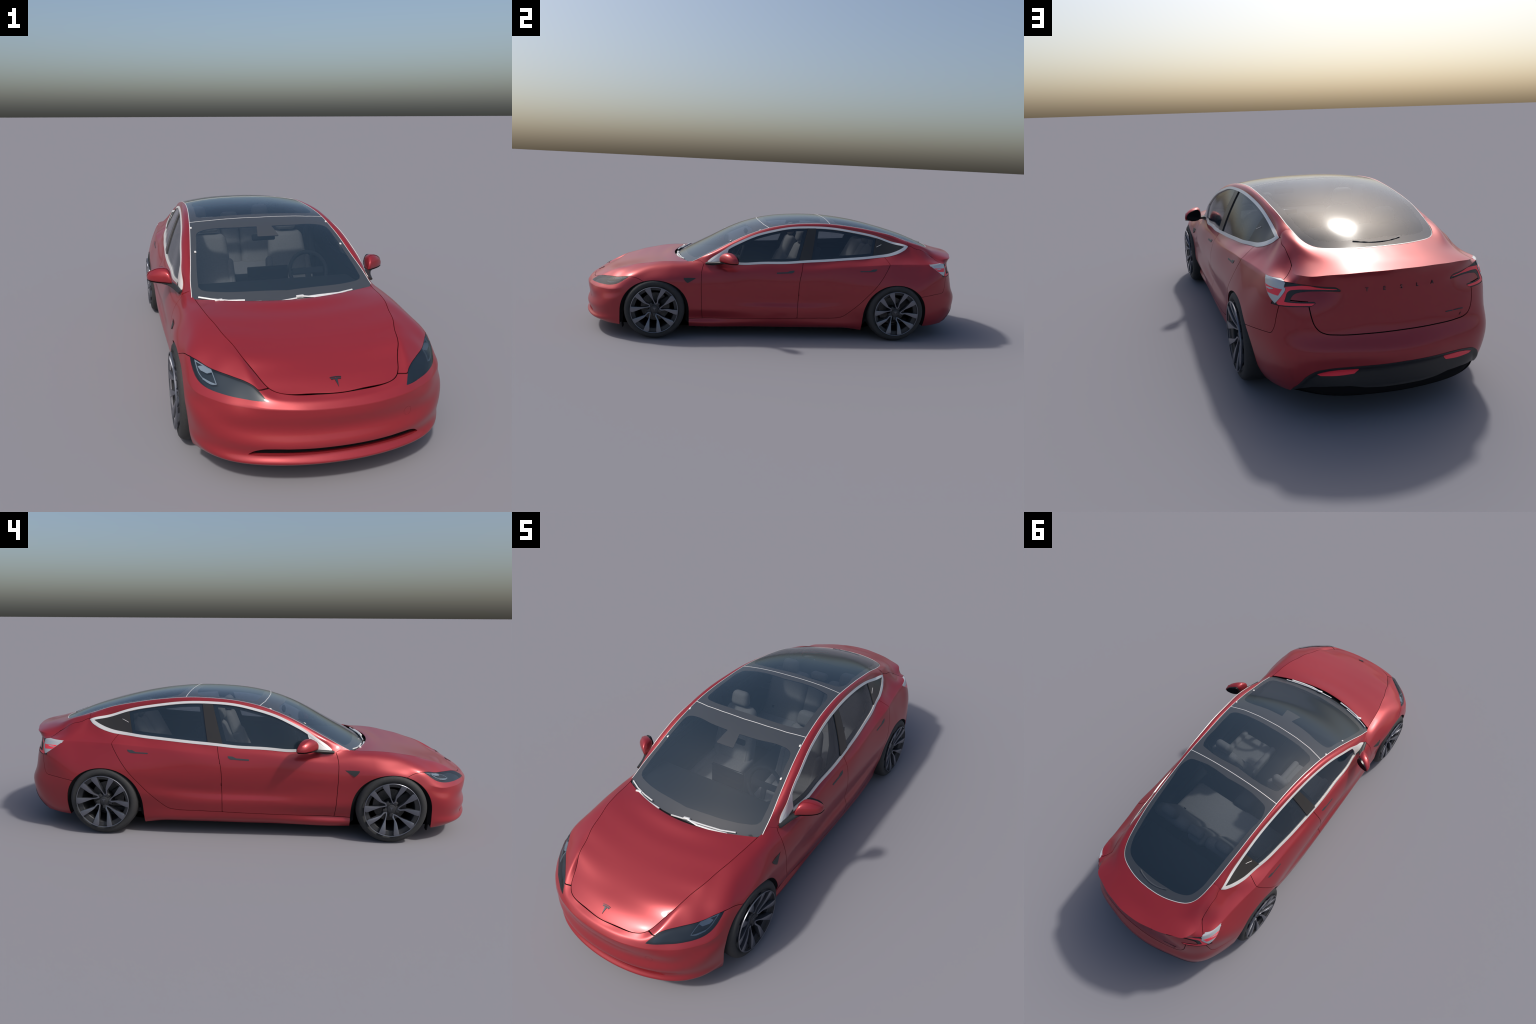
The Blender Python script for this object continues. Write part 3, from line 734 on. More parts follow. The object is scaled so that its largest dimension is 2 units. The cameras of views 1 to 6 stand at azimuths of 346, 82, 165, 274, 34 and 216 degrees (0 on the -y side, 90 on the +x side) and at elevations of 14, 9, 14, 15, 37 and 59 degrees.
sN = np.linspace(sd.min(), S1, 200)
def ringcurve(pts, lam=3.0):
    r = np.array([to_ring(p) for p in pts])
    rho, z = fair(r[:, 0], r[:, 1], sN, lam, (False, True)), fair(r[:, 0], r[:, 2], sN, lam, (False, True))
    th = math.pi/2 - (sN - YR) / KA
    return rho, z, th
r0 = np.array([to_ring(p) for p in deck_outer])
cols = [(np.interp(sN, r0[:, 0], r0[:, 1]), np.interp(sN, r0[:, 0], r0[:, 2]))] + [ringcurve(c)[:2] for c in (DECK_MID, DECK_IN, GLASS_OUT)]
thN = math.pi/2 - (sN - YR) / KA
KD = np.stack([np.stack([r, z], -1) for r, z in cols], 1)
RD, _ = spline_columns(KD, 10)
xx = RD[:, :, 0] * np.sin(thN)[:, None]; xx[-1] = 0
DP = np.stack([xx, YR + RD[:, :, 0] * np.cos(thN)[:, None], RD[:, :, 1]], -1)
DK = Sheet.grid(DP)
if DK.N[:, 2].mean() < 0: DK = Sheet.grid(DP, flip=True)
# the lid and the C pillar are parted by a short seam
deck_curve = TOPC[(TOPC[:, 1] > .66) & (TOPC[:, 1] < .812) & (TOPC[:, 0] > .2)]
def off_seam(V):
    d = np.full(len(V), 1e9)
    for p0, p1 in zip(deck_curve[:-1], deck_curve[1:]):
        e_ = p1 - p0; t_ = np.clip(((V - p0) @ e_) / (e_ @ e_), 0, 1)
        d = np.minimum(d, np.linalg.norm(V - p0 - t_[:, None] * e_, axis=1))
    return np.minimum(d - .0018, np.where(V[:, 0] > .19, V[:, 1] - .6748, 1))
deck_back = Sheet(DK.V, DK.N, DK.F).offset(-.003)
deck_back = deck_back.sub((deck_back.centre()[:, 1] < .82) & (deck_back.centre()[:, 0] > .19))
sheet_object("deck_seam_backing", deck_back.both(), GAP)["kind"] = "stuff"
DK.lab[:] = 0
DK.stamp(lambda V: -off_seam(V), 1)
trunk = sheet_object("trunk_lid", DK.pick(1).joined(RING.pick(L_TRUNK)).both(), PAINT)

# =====================================================================
#  6. SIDE WINDOWS AND BRIGHT TRIM
# =====================================================================
yg = np.linspace(-.387, .672, 330)
ja, ua = J_at(yg), U_at(yg)
m = 44
t = np.linspace(0, 1, m)[None, :, None]
bul = 0.0045 * np.clip((ua - ja)[:, 2] / .15, 0, 1)[:, None, None]
WP = ja[:, None] * (1 - t) + ua[:, None] * t + np.array([.85, 0, .5]) * (4 * t * (1 - t)) * bul
SG = Sheet.grid(WP)
if SG.N[:, 0].mean() < 0: SG = Sheet.grid(WP, flip=True)
low = lambda V: V[:, 2] - np.interp(V[:, 1], ja[:, 1], ja[:, 2])
upp = lambda V: np.interp(V[:, 1], ua[:, 1], ua[:, 2]) - V[:, 2]
W_TRIM, W_GLASS, W_PILLAR, W_QUARTER, W_SAIL, W_BORDER = range(30, 36)
SG.lab[:] = W_TRIM
opening = lambda V: -np.minimum(low(V) * np.interp(V[:, 1], [-.4,.45,.55,.67], [1,1,.85,.6]) - .0112, upp(V) * np.interp(V[:, 1], [-.4,-.3,.0,.3,.6], [.62,.72,.95,.95,.9]) - .0088)
SG.stamp(opening, W_GLASS)
bp = np.array([(.0792,.380),(.0792,.3985),(.1261,.552),(.128,.60),(.172,.60),(.1703,.553),(.1409,.4002),(.1409,.380)])
SG.stamp(lambda V: sdf(bp, yz(V)), W_PILLAR, only=[W_GLASS])
qp = np.array([(.4700,.40),(.4718,.4268),(.4972,.5187),(.50,.60),(.9,.60),(.9,.40)])
SG.stamp(lambda V: sdf(qp, yz(V)), W_QUARTER, only=[W_GLASS])
sp = np.array([(-.6,.30),(-.6,.60),(-.272,.60),(-.276,.4400),(-.2840,.418),(-.2950,.30)])
SG.stamp(lambda V: sdf(sp, yz(V)), W_SAIL, only=[W_GLASS])
wl, wr = pair("side_window", SG.pick(W_GLASS).offset(-.003), GLASS, (CAR, CAR))
foot = (SG.lab == W_TRIM) & (SG.centre()[:, 1] < -.292) & (low(SG.centre()) < .0125)
SG.lab[foot] = 36
pair("mirror_foot", SG.pick(36).offset(.0022).thick(.007), BLACK)
trims = pair("window_trim", SG.pick(W_TRIM).offset(.0015).thick(.006), TRIM)
pair("window_pillar", SG.pick(W_PILLAR).offset(.0008).thick(.004), PILLAR)
pair("rear_quarter_pane", SG.pick(W_QUARTER).offset(.0005).thick(.004), PILLAR)
pair("mirror_sail", SG.pick(W_SAIL).offset(.0008).thick(.004), TRIM)
# dark rubber frame inside the panes
fr = SG.offset(-.008)
fr.lab[:] = 0
fr.stamp(lambda V: opening(V) + .012, 1)
fr.stamp(lambda V: np.maximum(sdf(bp, yz(V)) - .016, -sdf(bp, yz(V)) - 1), 2)
fr.stamp(lambda V: sdf(qp, yz(V)) - .012, 3)
pair("window_frame_rubber", fr.sub(fr.lab != 1).thick(.006), CABIN)
# =====================================================================
#  7. LAMPS
# =====================================================================
# ---- headlights: clear lens over a dark bowl with a pale light frame
hl = RING.pick(L_LIGHT)
swell = np.clip(-sdf(head_poly, xz(hl.V)) / .016, 0, 1)
hl.V = hl.V + hl.N * (.0085 * (3 * swell ** 2 - 2 * swell ** 3))[:, None]
lensL, lensR = pair("headlight", hl, LENS)
bowl = hl.offset(-.016)
pair("headlight_bowl", bowl, BOWL, (lensL, lensR))
wall = hl.thick(.016)
rimw = Sheet(wall.V[2*len(hl.V):], wall.N[2*len(hl.V):], wall.F[2*len(hl.F):] - 2*len(hl.V))
pair("headlight_wall", rimw, BLACK, (lensL, lensR))
def light_piece(name, poly, depth, mat, th=.003):
    q = hl.offset(-depth).refine(2); q.lab[:] = 0
    q.stamp(lambda V: sdf(np.array(poly), xz(V)), 1)
    pair(name, q.pick(1).thick(th), mat, (lensL, lensR))
light_piece("light_projector", [(.3427,.2881),(.3268,.2897),(.3118,.2877),(.3096,.2823),(.3246,.2800),(.3376,.2825)], .006, CHROME)
light_piece("light_bar", [(.3358,.2705),(.3165,.2664),(.3048,.2654),(.3171,.2612),(.3354,.2655)], .006, CHROME)
outer = smooth_poly([(.3470,.2955),(.3425,.2766),(.3350,.2685),(.3161,.2620),(.3048,.2654),(.3096,.2823),(.3118,.2885),(.3290,.2905)], n=5, corners=(0, 4, 6))
q = hl.offset(-.0055).refine(2); q.lab[:] = 0
q.stamp(lambda V: np.abs(sdf(outer, xz(V))) - .0009, 1)
pair("light_frame", q.pick(1).thick(.003), CHROME, (lensL, lensR))

# ---- tail lamps
lr = RING.pick(L_LAMPREAR); ls = RING.pick(L_LAMPSIDE)
tlL, tlR = pair("tail_light", lr.offset(-.0015), BLACK)
pair("tail_light_wall", Sheet(*(lambda w, n, f: (w.V[2*n:], w.N[2*n:], w.F[2*f:] - 2*n))(lr.offset(.0005).thick(.008), len(lr.V), len(lr.F))), BLACK, (tlL, tlR))
red = np.concatenate([smooth_poly([(.3243,.3378),(.3215,.3495),(.3140,.3706),(.3050,.3823),(.2760,.3866),(.2392,.3878),(.2271,.3850),(.1741,.3812)], closed=False, n=4, corners=(3,)),
    smooth_poly([(.1751,.3797),(.2355,.3785),(.2771,.3774),(.2900,.3748),(.2968,.3692),(.3020,.3568),(.3070,.3442)], closed=False, n=4),
    smooth_poly([(.3000,.3434),(.2814,.3434),(.2322,.3445)], closed=False, n=3), smooth_poly([(.2415,.3382),(.2822,.3361),(.3210,.3335)], closed=False, n=3)])
lq = lr.offset(-.0006).refine(1); lq.lab[:] = 0
lq.stamp(lambda V: sdf(red, xz(V)), 1)
pair("tail_light_glow", lq.pick(1).thick(.004), RED_LAMP, (tlL, tlR))
sideL, sideR = pair("tail_light_side_glass", ls.offset(-.0004).thick(.004), CLEAR_LAMP, (tlL, tlR))
def lamp_mark(name, poly, mat, up, par):
    q = ls.offset(up).refine(2); q.lab[:] = 0
    q.stamp(lambda V: sdf(np.array(poly), yz(V)), 1)
    pair(name, q.pick(1).thick(.0015), mat, par)
mark_a = [(.8640,.3760),(.7960,.3772),(.8207,.3602),(.8600,.3577)]
lamp_mark("side_reflector", mark_a, RED_LAMP, .0002, (tlL, tlR))
lamp_mark("reflector_slit", [(.8480,.3748),(.8100,.3730),(.8073,.3705),(.8256,.3690)], CLEAR_LAMP, .0008, (tlL, tlR))

# =====================================================================
#  8. LOWER FASCIAS: grille, diffuser, vents
# =====================================================================
gr = RING.pick(L_GRILLE).both()
gback = Sheet(gr.V + [0, .013, .001], gr.N, gr.F)
sheet_object("grille_backing", gback, WELL)
ed = RING.pick(L_GRILLE); e = ed.rim_edges()
e = e[~((np.abs(ed.V[e[:, 0], 0]) < 1e-6) & (np.abs(ed.V[e[:, 1], 0]) < 1e-6))]
def wall_between(A, B, e, flip=False):
    n = len(e); r = np.arange(n)
    V = np.concatenate([A[e[:, 0]], A[e[:, 1]], B[e[:, 1]], B[e[:, 0]]])
    N = np.cross(A[e[:, 1]] - A[e[:, 0]], B[e[:, 0]] - A[e[:, 0]]); N /= np.maximum(np.linalg.norm(N, axis=1, keepdims=True), 1e-9)
    F = np.concatenate([np.stack([r, r + n, r + 2*n], 1), np.stack([r, r + 2*n, r + 3*n], 1)])
    if flip: F = F[:, ::-1]; N = -N
    return Sheet(V, np.concatenate([N]*4), F)
mid = ed.V[e].mean(1)
zmid = np.interp(mid[:, 0], [0, .2, .2405], [.1110, .1100, .0993])
lowE, upE = e[mid[:, 2] < zmid], e[mid[:, 2] >= zmid]
back = ed.V + [0, .013, .001]
sheet_object("grille_lower_shelf", wall_between(ed.V, back, lowE, True).both(), PAINT)
sheet_object("grille_upper_wall", wall_between(ed.V, back, upE, True).both(), BLACK)
# diffuser: black inset panel with a thicker rim and a lower lip
df = RING.pick(L_DIFF)
ddist = lambda V: sdf(diff_poly, xz(V))
q = Sheet(df.V, df.N, df.F)
dd = np.clip((-ddist(q.V) - .004) / .010, 0, 1)
low_in = np.clip((.105 - q.V[:, 2]) / .03, 0, 1)
q.V = q.V - q.N * (dd * .007 * (1 - low_in))[:, None] + q.N * .0012 * (1 - dd)[:, None]
P2 = q.V; fn = np.cross(P2[q.F[:, 1]] - P2[q.F[:, 0]], P2[q.F[:, 2]] - P2[q.F[:, 0]])
vn = np.zeros_like(P2)
for k in range(3): np.add.at(vn, q.F[:, k], fn)
q.N = vn / np.maximum(np.linalg.norm(vn, axis=1, keepdims=True), 1e-12)
q.N[np.abs(q.V[:, 0]) < 1e-6, 0] = 0
lipf = lambda V: V[:, 2] - np.interp(V[:, 0], [0,.06,.11,.15,.20,.25,.285,.30], [.1010,.1010,.1040,.1110,.1110,.1060,.0900,.0800])
q.lab[:] = 0
q.stamp(lipf, 1)
low_lip = q.pick(1); q = q.pick(0)
diffuser = sheet_object("rear_diffuser", q.thick(.004).both(), BLACK)
sheet_object("diffuser_lip", low_lip.offset(-.0060).thick(.004).both(), WELL, diffuser)
rr = Sheet(q.V, q.N, q.F).offset(.0012).refine(1)
rr.lab[:] = 0
refl = smooth_poly([(.2400,.1500),(.2115,.1588),(.1280,.1622),(.1406,.1487),(.1823,.1441),(.2302,.1446)], n=3, corners=(0, 2, 3, 5))
rr.stamp(lambda V: sdf(refl, xz(V)), 1)
pair("rear_reflector", rr.pick(1).thick(.002), RED_LAMP, (diffuser, diffuser))
# fender camera housing: a small dark wedge sunk at the front, proud at the back
ve = RING.pick(L_VENT)
w_ = np.clip((ve.V[:, 1] + .4945) / .066, 0, 1)
ve2 = Sheet(ve.V + ve.N * (.004 - .009 * np.abs(w_ - .35))[:, None], ve.N, ve.F)
pair("fender_vent", ve2.thick(.008), BLACK)
# tow-eye cover: a thin darker-red ring on the bumper
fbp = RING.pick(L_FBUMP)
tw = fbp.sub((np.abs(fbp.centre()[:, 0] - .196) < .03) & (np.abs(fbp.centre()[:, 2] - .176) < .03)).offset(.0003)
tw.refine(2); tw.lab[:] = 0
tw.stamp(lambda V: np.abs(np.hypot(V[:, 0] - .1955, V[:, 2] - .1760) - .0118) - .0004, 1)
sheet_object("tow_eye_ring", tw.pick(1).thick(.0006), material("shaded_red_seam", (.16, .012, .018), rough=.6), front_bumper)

# =====================================================================
#  9. DOOR HANDLES, BADGES, LETTERING
# =====================================================================
def flush_handle(name, poly, src, parents):
    q = RING.pick(src).offset(.0010); 
    cy = np.mean([p[0] for p in poly])
    q = q.sub(np.abs(q.centre()[:, 1] - cy) < .08).refine(2); q.lab[:] = 0
    q.stamp(lambda V: sdf(np.array(poly), yz(V)), 1)
    pair(name, q.pick(1).thick(.004), BADGE_DARK, parents)
BADGE_DARK = material("handle_dark_grey", (.045, .05, .055), rough=.4, metal=.3)
flush_handle("door_handle", [(-.0360,.3390),(-.0336,.3420),(.0187,.3452),(.0334,.3517),(.0543,.3535),(.0521,.3456),(.0416,.3402),(-.0336,.3357)], L_FDOOR, fdoors)
flush_handle("door_handle", [(.3905,.3567),(.3940,.3592),(.4450,.3612),(.4600,.3685),(.4824,.3700),(.4775,.3622),(.4658,.3570),(.3940,.3545)], L_RDOOR, rdoors)

def plate_from_polys(name, polys, to3d, mat, parent, th=.0015):
    bm = bmesh.new()
    for poly in polys:
        top = [bm.verts.new(to3d(p, th)) for p in poly]; bot = [bm.verts.new(to3d(p, -.001)) for p in poly]
        n = len(poly)
        bm.faces.new(top); bm.faces.new(bot[::-1])
        for i in range(n): bm.faces.new((top[i], bot[i], bot[(i+1) % n], top[(i+1) % n]))
    bmesh.ops.recalc_face_normals(bm, faces=bm.faces)
    bmesh.ops.triangulate(bm, faces=bm.faces)
    return bm_object(name, bm, mat, parent, smooth=False)
def tee(w):
    """Stylised T: a curved cap bar above a winged, tapering stem. Unit: half width = 1."""
    bar = [(-1,.92),(-.6,1.02),(0,1.06),(.6,1.02),(1,.92),(.96,.78),(.58,.86),(0,.90),(-.58,.86),(-.96,.78)]
    stem = [(-.90,.66),(-.55,.74),(-.14,.77),(0,.62),(.14,.77),(.55,.74),(.90,.66),(.78,.42),(.36,.50),(.24,.42),(0,-1.0),(-.24,.42),(-.36,.50),(-.78,.42)]
    return [[(x*w, y*w) for x, y in bar], [(x*w, y*w) for x, y in stem]]
def hood_pt(p, up):
    y = -.9365 + p[1] * .86
    z = float(np.interp(y, hood_c[:, 1], hood_c[:, 2])) 
    return Vector((p[0], y, z + .0006)) + Vector((0, -.5, .86)) * up
plate_from_polys("hood_emblem", tee(.0160), hood_pt, BADGE, hood)

def letter(ch, size, M, name, mat, parent, depth=.0012):
    cu = bpy.data.curves.new(name, "FONT"); cu.body = ch; cu.size = size; cu.extrude = depth
    cu.align_x = "CENTER"; cu.align_y = "CENTER"
    ob = bpy.data.objects.new(name, cu); bpy.context.scene.collection.objects.link(ob)
    dg = bpy.context.evaluated_depsgraph_get()
    me = bpy.data.meshes.new_from_object(ob.evaluated_get(dg))
    bpy.data.objects.remove(ob); me.transform(M); me.materials.clear(); me.materials.append(mat)
    me.name = name
    return add(bpy.data.objects.new(name, me), parent)
def rear_frame(x, z):
    """Frame on the tail surface, reading from behind (letters run towards -x)."""
    rv = RING.V; k = np.argmin((np.abs(rv[:, 0] - abs(x)) + np.abs(rv[:, 2] - z)) + 9 * (rv[:, 1] < .8))
    p = rv[k].copy(); n = RING.N[k].copy()
    if x < 0: n[0] *= -1
    p = Vector((x, p[1], z)); n = Vector(n); n.z *= .4; n.normalize()
    up = Vector((0, 0, 1)); up = (up - n * up.dot(n)).normalized(); rx = up.cross(n)
    M = Matrix((rx, up, n)).transposed().to_4x4(); M.translation = p + n * .0006
    return M
for ch, x in zip("TESLA", (.0975, .049, 0, -.049, -.0975)):
    letter(ch, .0150, rear_frame(x, .3785), "rear_lettering", BADGE, trunk)
for i, wd in enumerate((.026, .034)):
    bm = bmesh.new(); rounded_box(bm, (0, 0, 0), (wd, .0030, .0012), r=.0004, seg=1)
    ob = bm_object("trunk_badge", bm, BADGE, trunk)
    ob.data.transform(rear_frame(-.157 - .0335 * i, .2855))
bm = bmesh.new(); rounded_box(bm, (0, 0, 0), (.003, .009, .0012), r=.0004, seg=1, rot=rot_z(-40))
ob = bm_object("trunk_badge", bm, material("dark_red_badge", (.10, .008, .012), rough=.4), trunk); ob.data.transform(rear_frame(-.196, .2715))

# =====================================================================
# 10. DOOR MIRRORS
# =====================================================================
def mirror_shape():
    bm = bmesh.new()
    #      x     y front  y back  z low  z top
    sec = [(.3615,-.318,-.300,.3870,.3960),(.3640,-.3195,-.280,.3862,.4120),(.3680,-.3210,-.264,.3855,.4250),(.3740,-.3180,-.2540,.3850,.4325),(.3850,-.3110,-.2480,.3850,.4358),
           (.4000,-.3020,-.2420,.3852,.4345),(.4150,-.2910,-.2370,.3858,.4300),(.4280,-.2790,-.2330,.3868,.4225),(.4365,-.2680,-.2305,.3885,.4145),(.4410,-.2570,-.2295,.3905,.4060),(.4425,-.2460,-.2300,.3935,.4000)]
    rings = []; n = 28
    for x, yf, yb, zl, zt in sec:
        x = .3615 + (x - .3615) * .995; yb -= .003
        cy, cz, ry, rz = (yf+yb)/2, (zl+zt)/2, (yb-yf)/2, (zt-zl)/2
        ring = []
        for k in range(n):
            a = 2*math.pi*k/n; c, s_ = math.cos(a), math.sin(a)
            px = .55 if c > 0 else .62                   # squarer towards the glass
            pz = .36 if s_ < 0 else .62                  # flat underside, domed top
            ring.append(bm.verts.new((x, cy + ry * math.copysign(abs(c) ** px, c) - (.006 * max(s_, 0)**2 if c > 0 else -.012 * max(s_, 0)), cz + rz * math.copysign(abs(s_) ** pz, s_))))
        rings.append(ring)
    for a, b in zip(rings, rings[1:]):
        for k in range(n): bm.faces.new((a[k], b[k], b[(k+1) % n], a[(k+1) % n]))
    bm.faces.new(rings[0]); bm.faces.new(rings[-1][::-1])
    bmesh.ops.recalc_face_normals(bm, faces=bm.faces)
    bmesh.ops.subdivide_edges(bm, edges=[e for e in bm.edges], cuts=1, use_grid_fill=True, smooth=.4)
    return bm
bm = mirror_shape(); housing = bm_object("side_mirror", bm, PAINT, CAR, angle=60)
# lower black tray
bm = mirror_shape()
bmesh.ops.bisect_plane(bm, geom=bm.verts[:] + bm.edges[:] + bm.faces[:], plane_co=(0, 0, .3905), plane_no=(0, 0, 1), clear_outer=True)
for v in bm.verts:
    v.co.x += (v.co.x - .40) * .025; v.co.y += (v.co.y + .28) * .03; v.co.z -= .0035
tray = bm_object("mirror_tray", bm, BLACK, housing, angle=60)
# mirror glass: dark pane on the rear face
bm = bmesh.new()
pane = smooth_poly([(.3680,.3835),(.3730,.4290),(.3790,.4335),(.4050,.4300),(.4290,.4190),(.4395,.4020),(.4390,.3890),(.4300,.3820)], n=4)
front, backv = [], []
for x, z in pane:
    x, z = .403 + (x - .403) * .86, .409 + (z - .409) * .84
    yb = np.interp(x, [.3615,.374,.385,.40,.415,.428,.4365,.4425], [-.262,-.257,-.2510,-.2450,-.2400,-.2360,-.2335,-.2320])
    front.append(bm.verts.new((x, yb + .0035, z))); backv.append(bm.verts.new((x, yb - .02, z)))
n = len(front)
bm.faces.new(front); bm.faces.new(backv[::-1])
for i in range(n): bm.faces.new((front[i], backv[i], backv[(i+1) % n], front[(i+1) % n]))
bmesh.ops.recalc_face_normals(bm, faces=bm.faces)
glassm = bm_object("mirror_glass", bm, MIRROR, housing, angle=30)
# stalk from the sail foot to the tray
path = [(.3385,-.386,.3735),(.3430,-.365,.3750),(.3500,-.340,.3775),(.3590,-.318,.3810),(.3700,-.300,.3835),(.3900,-.285,.3845)]
bm = sweep(path, .011, .0060, seg=14, scale=[.9, 1.05, 1.05, 1.1, 1.1, .9])
stalk = bm_object("mirror_stalk", bm, BLACK, housing, angle=60)
h2 = mirror_copy(housing, CAR)
for o in (tray, glassm, stalk): mirror_copy(o, h2)

# =====================================================================
# 11. WHEELS
# =====================================================================
def build_wheel():
    """One wheel about the x axis, outer face towards +x, hub at the origin."""
    hubE = bpy.data.objects.new("wheel", None); add(hubE)
    R = .1460
    bm = bmesh.new()
    prof = [(.1115,-.010),(.1130,-.0030),(.1180,.0012),(.1260,.0035),(.1340,.0022),(.1400,-.0020),(.1440,-.0080),(.1458,-.0160),(R,-.030),(R,-.070),(.1458,-.0880),(.1440,-.0970),(.1400,-.1030),(.1300,-.1080),(.1180,-.1060),(.1115,-.099)]
    lathe(bm, prof, seg=128)
    # shallow tread grooves
    for x in (-.045, -.058, -.071): pass
    bmesh.ops.recalc_face_normals(bm, faces=bm.faces)
    tyre = bm_object("tyre", bm, TYRE, hubE, angle=30)
    # barrel: lip at the tyre bead, sloping dark wall, deep drum
    bm = bmesh.new()
    lathe(bm, [(.1135,-.0030),(.1120,-.0015),(.0965,-.0050),(.0945,-.0080),(.0940,-.1000)], seg=96)
    bmesh.ops.recalc_face_normals(bm, faces=bm.faces); bmesh.ops.reverse_faces(bm, faces=bm.faces)
    bm_object("rim_barrel", bm, RIMDARK, hubE, angle=30)
    bm = bmesh.new(); lathe(bm, [(.0001,-.072),(.030,-.072),(.031,-.068),(.070,-.068),(.071,-.070),(.071,-.076),(.0001,-.078)], seg=64)
    bmesh.ops.recalc_face_normals(bm, faces=bm.faces)
    bm_object("brake_disc", bm, DISC, hubE, angle=30)
    bm = bmesh.new(); rounded_box(bm, (-.066, .055, .035), (.030, .036, .070), r=.008, rot=rot_x(-58))
    bm_object("brake_caliper", bm, RIMDARK, hubE)
    # outer ring
    Ro = .1145
    bm = bmesh.new(); lathe(bm, [(Ro-.0028,.0075),(Ro-.0030,.0115),(Ro-.0012,.0122),(Ro,.0112),(Ro,.0080),(Ro-.0028,.0075)], seg=128)
    bmesh.ops.recalc_face_normals(bm, faces=bm.faces)
    rim = bm_object("rim", bm, RIM, hubE, angle=50)
    # five twin spokes: flat face polygons with depth that dive towards the hub
    def dish(r):                                     # face depth along x by radius (unit)
        return float(np.interp(r, [0,.20,.30,.45,.60,.80,1.0], [-.010,-.008,-.0060,-.0010,.004,.0090,.0112]))
    def depth(r):
        return float(np.interp(r, [0,.2,.45,.75,.9,1.0], [.030,.030,.028,.022,.014,.004]))
    # each V: two blades, given as matching (outer edge, inner edge) stations from rim to apex
    blade_a = [((-.365,.930),(-.165,.965)),((-.384,.843),(-.150,.894)),((-.330,.760),(-.125,.790)),((-.230,.630),(-.095,.660)),((-.150,.525),(-.066,.535)),
               ((-.080,.427),(-.038,.425)),((-.045,.350),(-.008,.350)),((-.012,.275),(.028,.290)),((.050,.185),(.062,.240))]
    blade_b = [((.285,.955),(.475,.870)),((.268,.886),(.455,.808)),((.230,.790),(.385,.710)),((.190,.690),(.300,.600)),((.150,.590),(.225,.500)),
               ((.123,.505),(.163,.415)),((.112,.400),(.156,.345)),((.100,.300),(.150,.270)),((.062,.240),(.050,.185))]
    for k in range(5):
        bm = bmesh.new(); a = -2*math.pi*k/5; ca, sa = math.cos(a), math.sin(a)
        for blade in (blade_a, blade_b):
            rows = []
            for p, q_ in blade:
                row = []
                for (u, v), back in ((p, 0), (q_, 0), (q_, 1), (p, 1)):
                    r = math.hypot(u, v)
                    if r > .982: u, v, r = u*.982/r, v*.982/r, .982
                    if back:                              # sides taper a little towards the back
                        cu_, cv = (p[0]+q_[0])/2, (p[1]+q_[1])/2
                        u, v = cu_ + (u-cu_)*.80, cv + (v-cv)*.80
                    uu, vv = u*ca - v*sa, u*sa + v*ca
                    row.append(bm.verts.new((dish(r) - back*depth(r), uu*Ro, vv*Ro)))
                rows.append(row)
            for r0_, r1_ in zip(rows, rows[1:]):
                for j in range(4): bm.faces.new((r0_[j], r0_[(j+1) % 4], r1_[(j+1) % 4], r1_[j]))
            bm.faces.new(rows[0][::-1]); bm.faces.new(rows[-1])
        bmesh.ops.recalc_face_normals(bm, faces=bm.faces)
        edges = [e_ for e_ in bm.edges if len(e_.link_faces) == 2 and e_.calc_face_angle(0) > .8]
        bmesh.ops.bevel(bm, geom=edges, offset=.0007, segments=2, profile=.5, affect="EDGES")
        bm_object("twin_spoke", bm, RIM, rim, angle=35)
    # hub and centre cap
    bm = bmesh.new(); lathe(bm, [(.0001,-.0070),(.0150,-.0073),(.0175,-.0085),(.0185,-.0110),(.0260,-.0140),(.0280,-.0180),(.0280,-.070)], seg=48)
    bmesh.ops.recalc_face_normals(bm, faces=bm.faces)
    bm_object("hub_cap", bm, RIMDARK, hubE, angle=30)
    for k in range(5):
        a = 2*math.pi*(k+.5)/5
        bm = bmesh.new(); rounded_box(bm, (-.0170, .0270*math.sin(a), .0270*math.cos(a)), (.016, .017, .020), r=.004, rot=rot_x(-math.degrees(a)))
        bm_object("hub_lobe", bm, RIMDARK, hubE)
    plate_from_polys("hub_emblem", tee(.0075), lambda p, up: Vector((-.0067 + up*.3, p[0], p[1])), RIM, hubE, th=.0012)
    return hubE

master = build_wheel()
def place_wheel(src, loc, rot, first=False):
    if first:
        src.location = loc; src.rotation_euler = rot; return
    def dup(o, parent):
        c = o.copy(); bpy.context.scene.collection.objects.link(c); c.parent = parent
        for ch in o.children: dup(ch, c)
        return c
    e_ = dup(src, CAR); e_.location = loc; e_.rotation_euler = rot
WX = .389
spots = [((WX, WHEEL_R, WHEEL_Z), (0, 0, 0)), ((-WX, WHEEL_F, WHEEL_Z), (0, 0, math.pi)), ((-WX, WHEEL_R, WHEEL_Z), (0, 0, math.pi))]
kids = list(master.children)
for loc, rot in spots: place_wheel(master, loc, rot)
place_wheel(master, (WX, WHEEL_F, WHEEL_Z), (0, 0, 0), True)

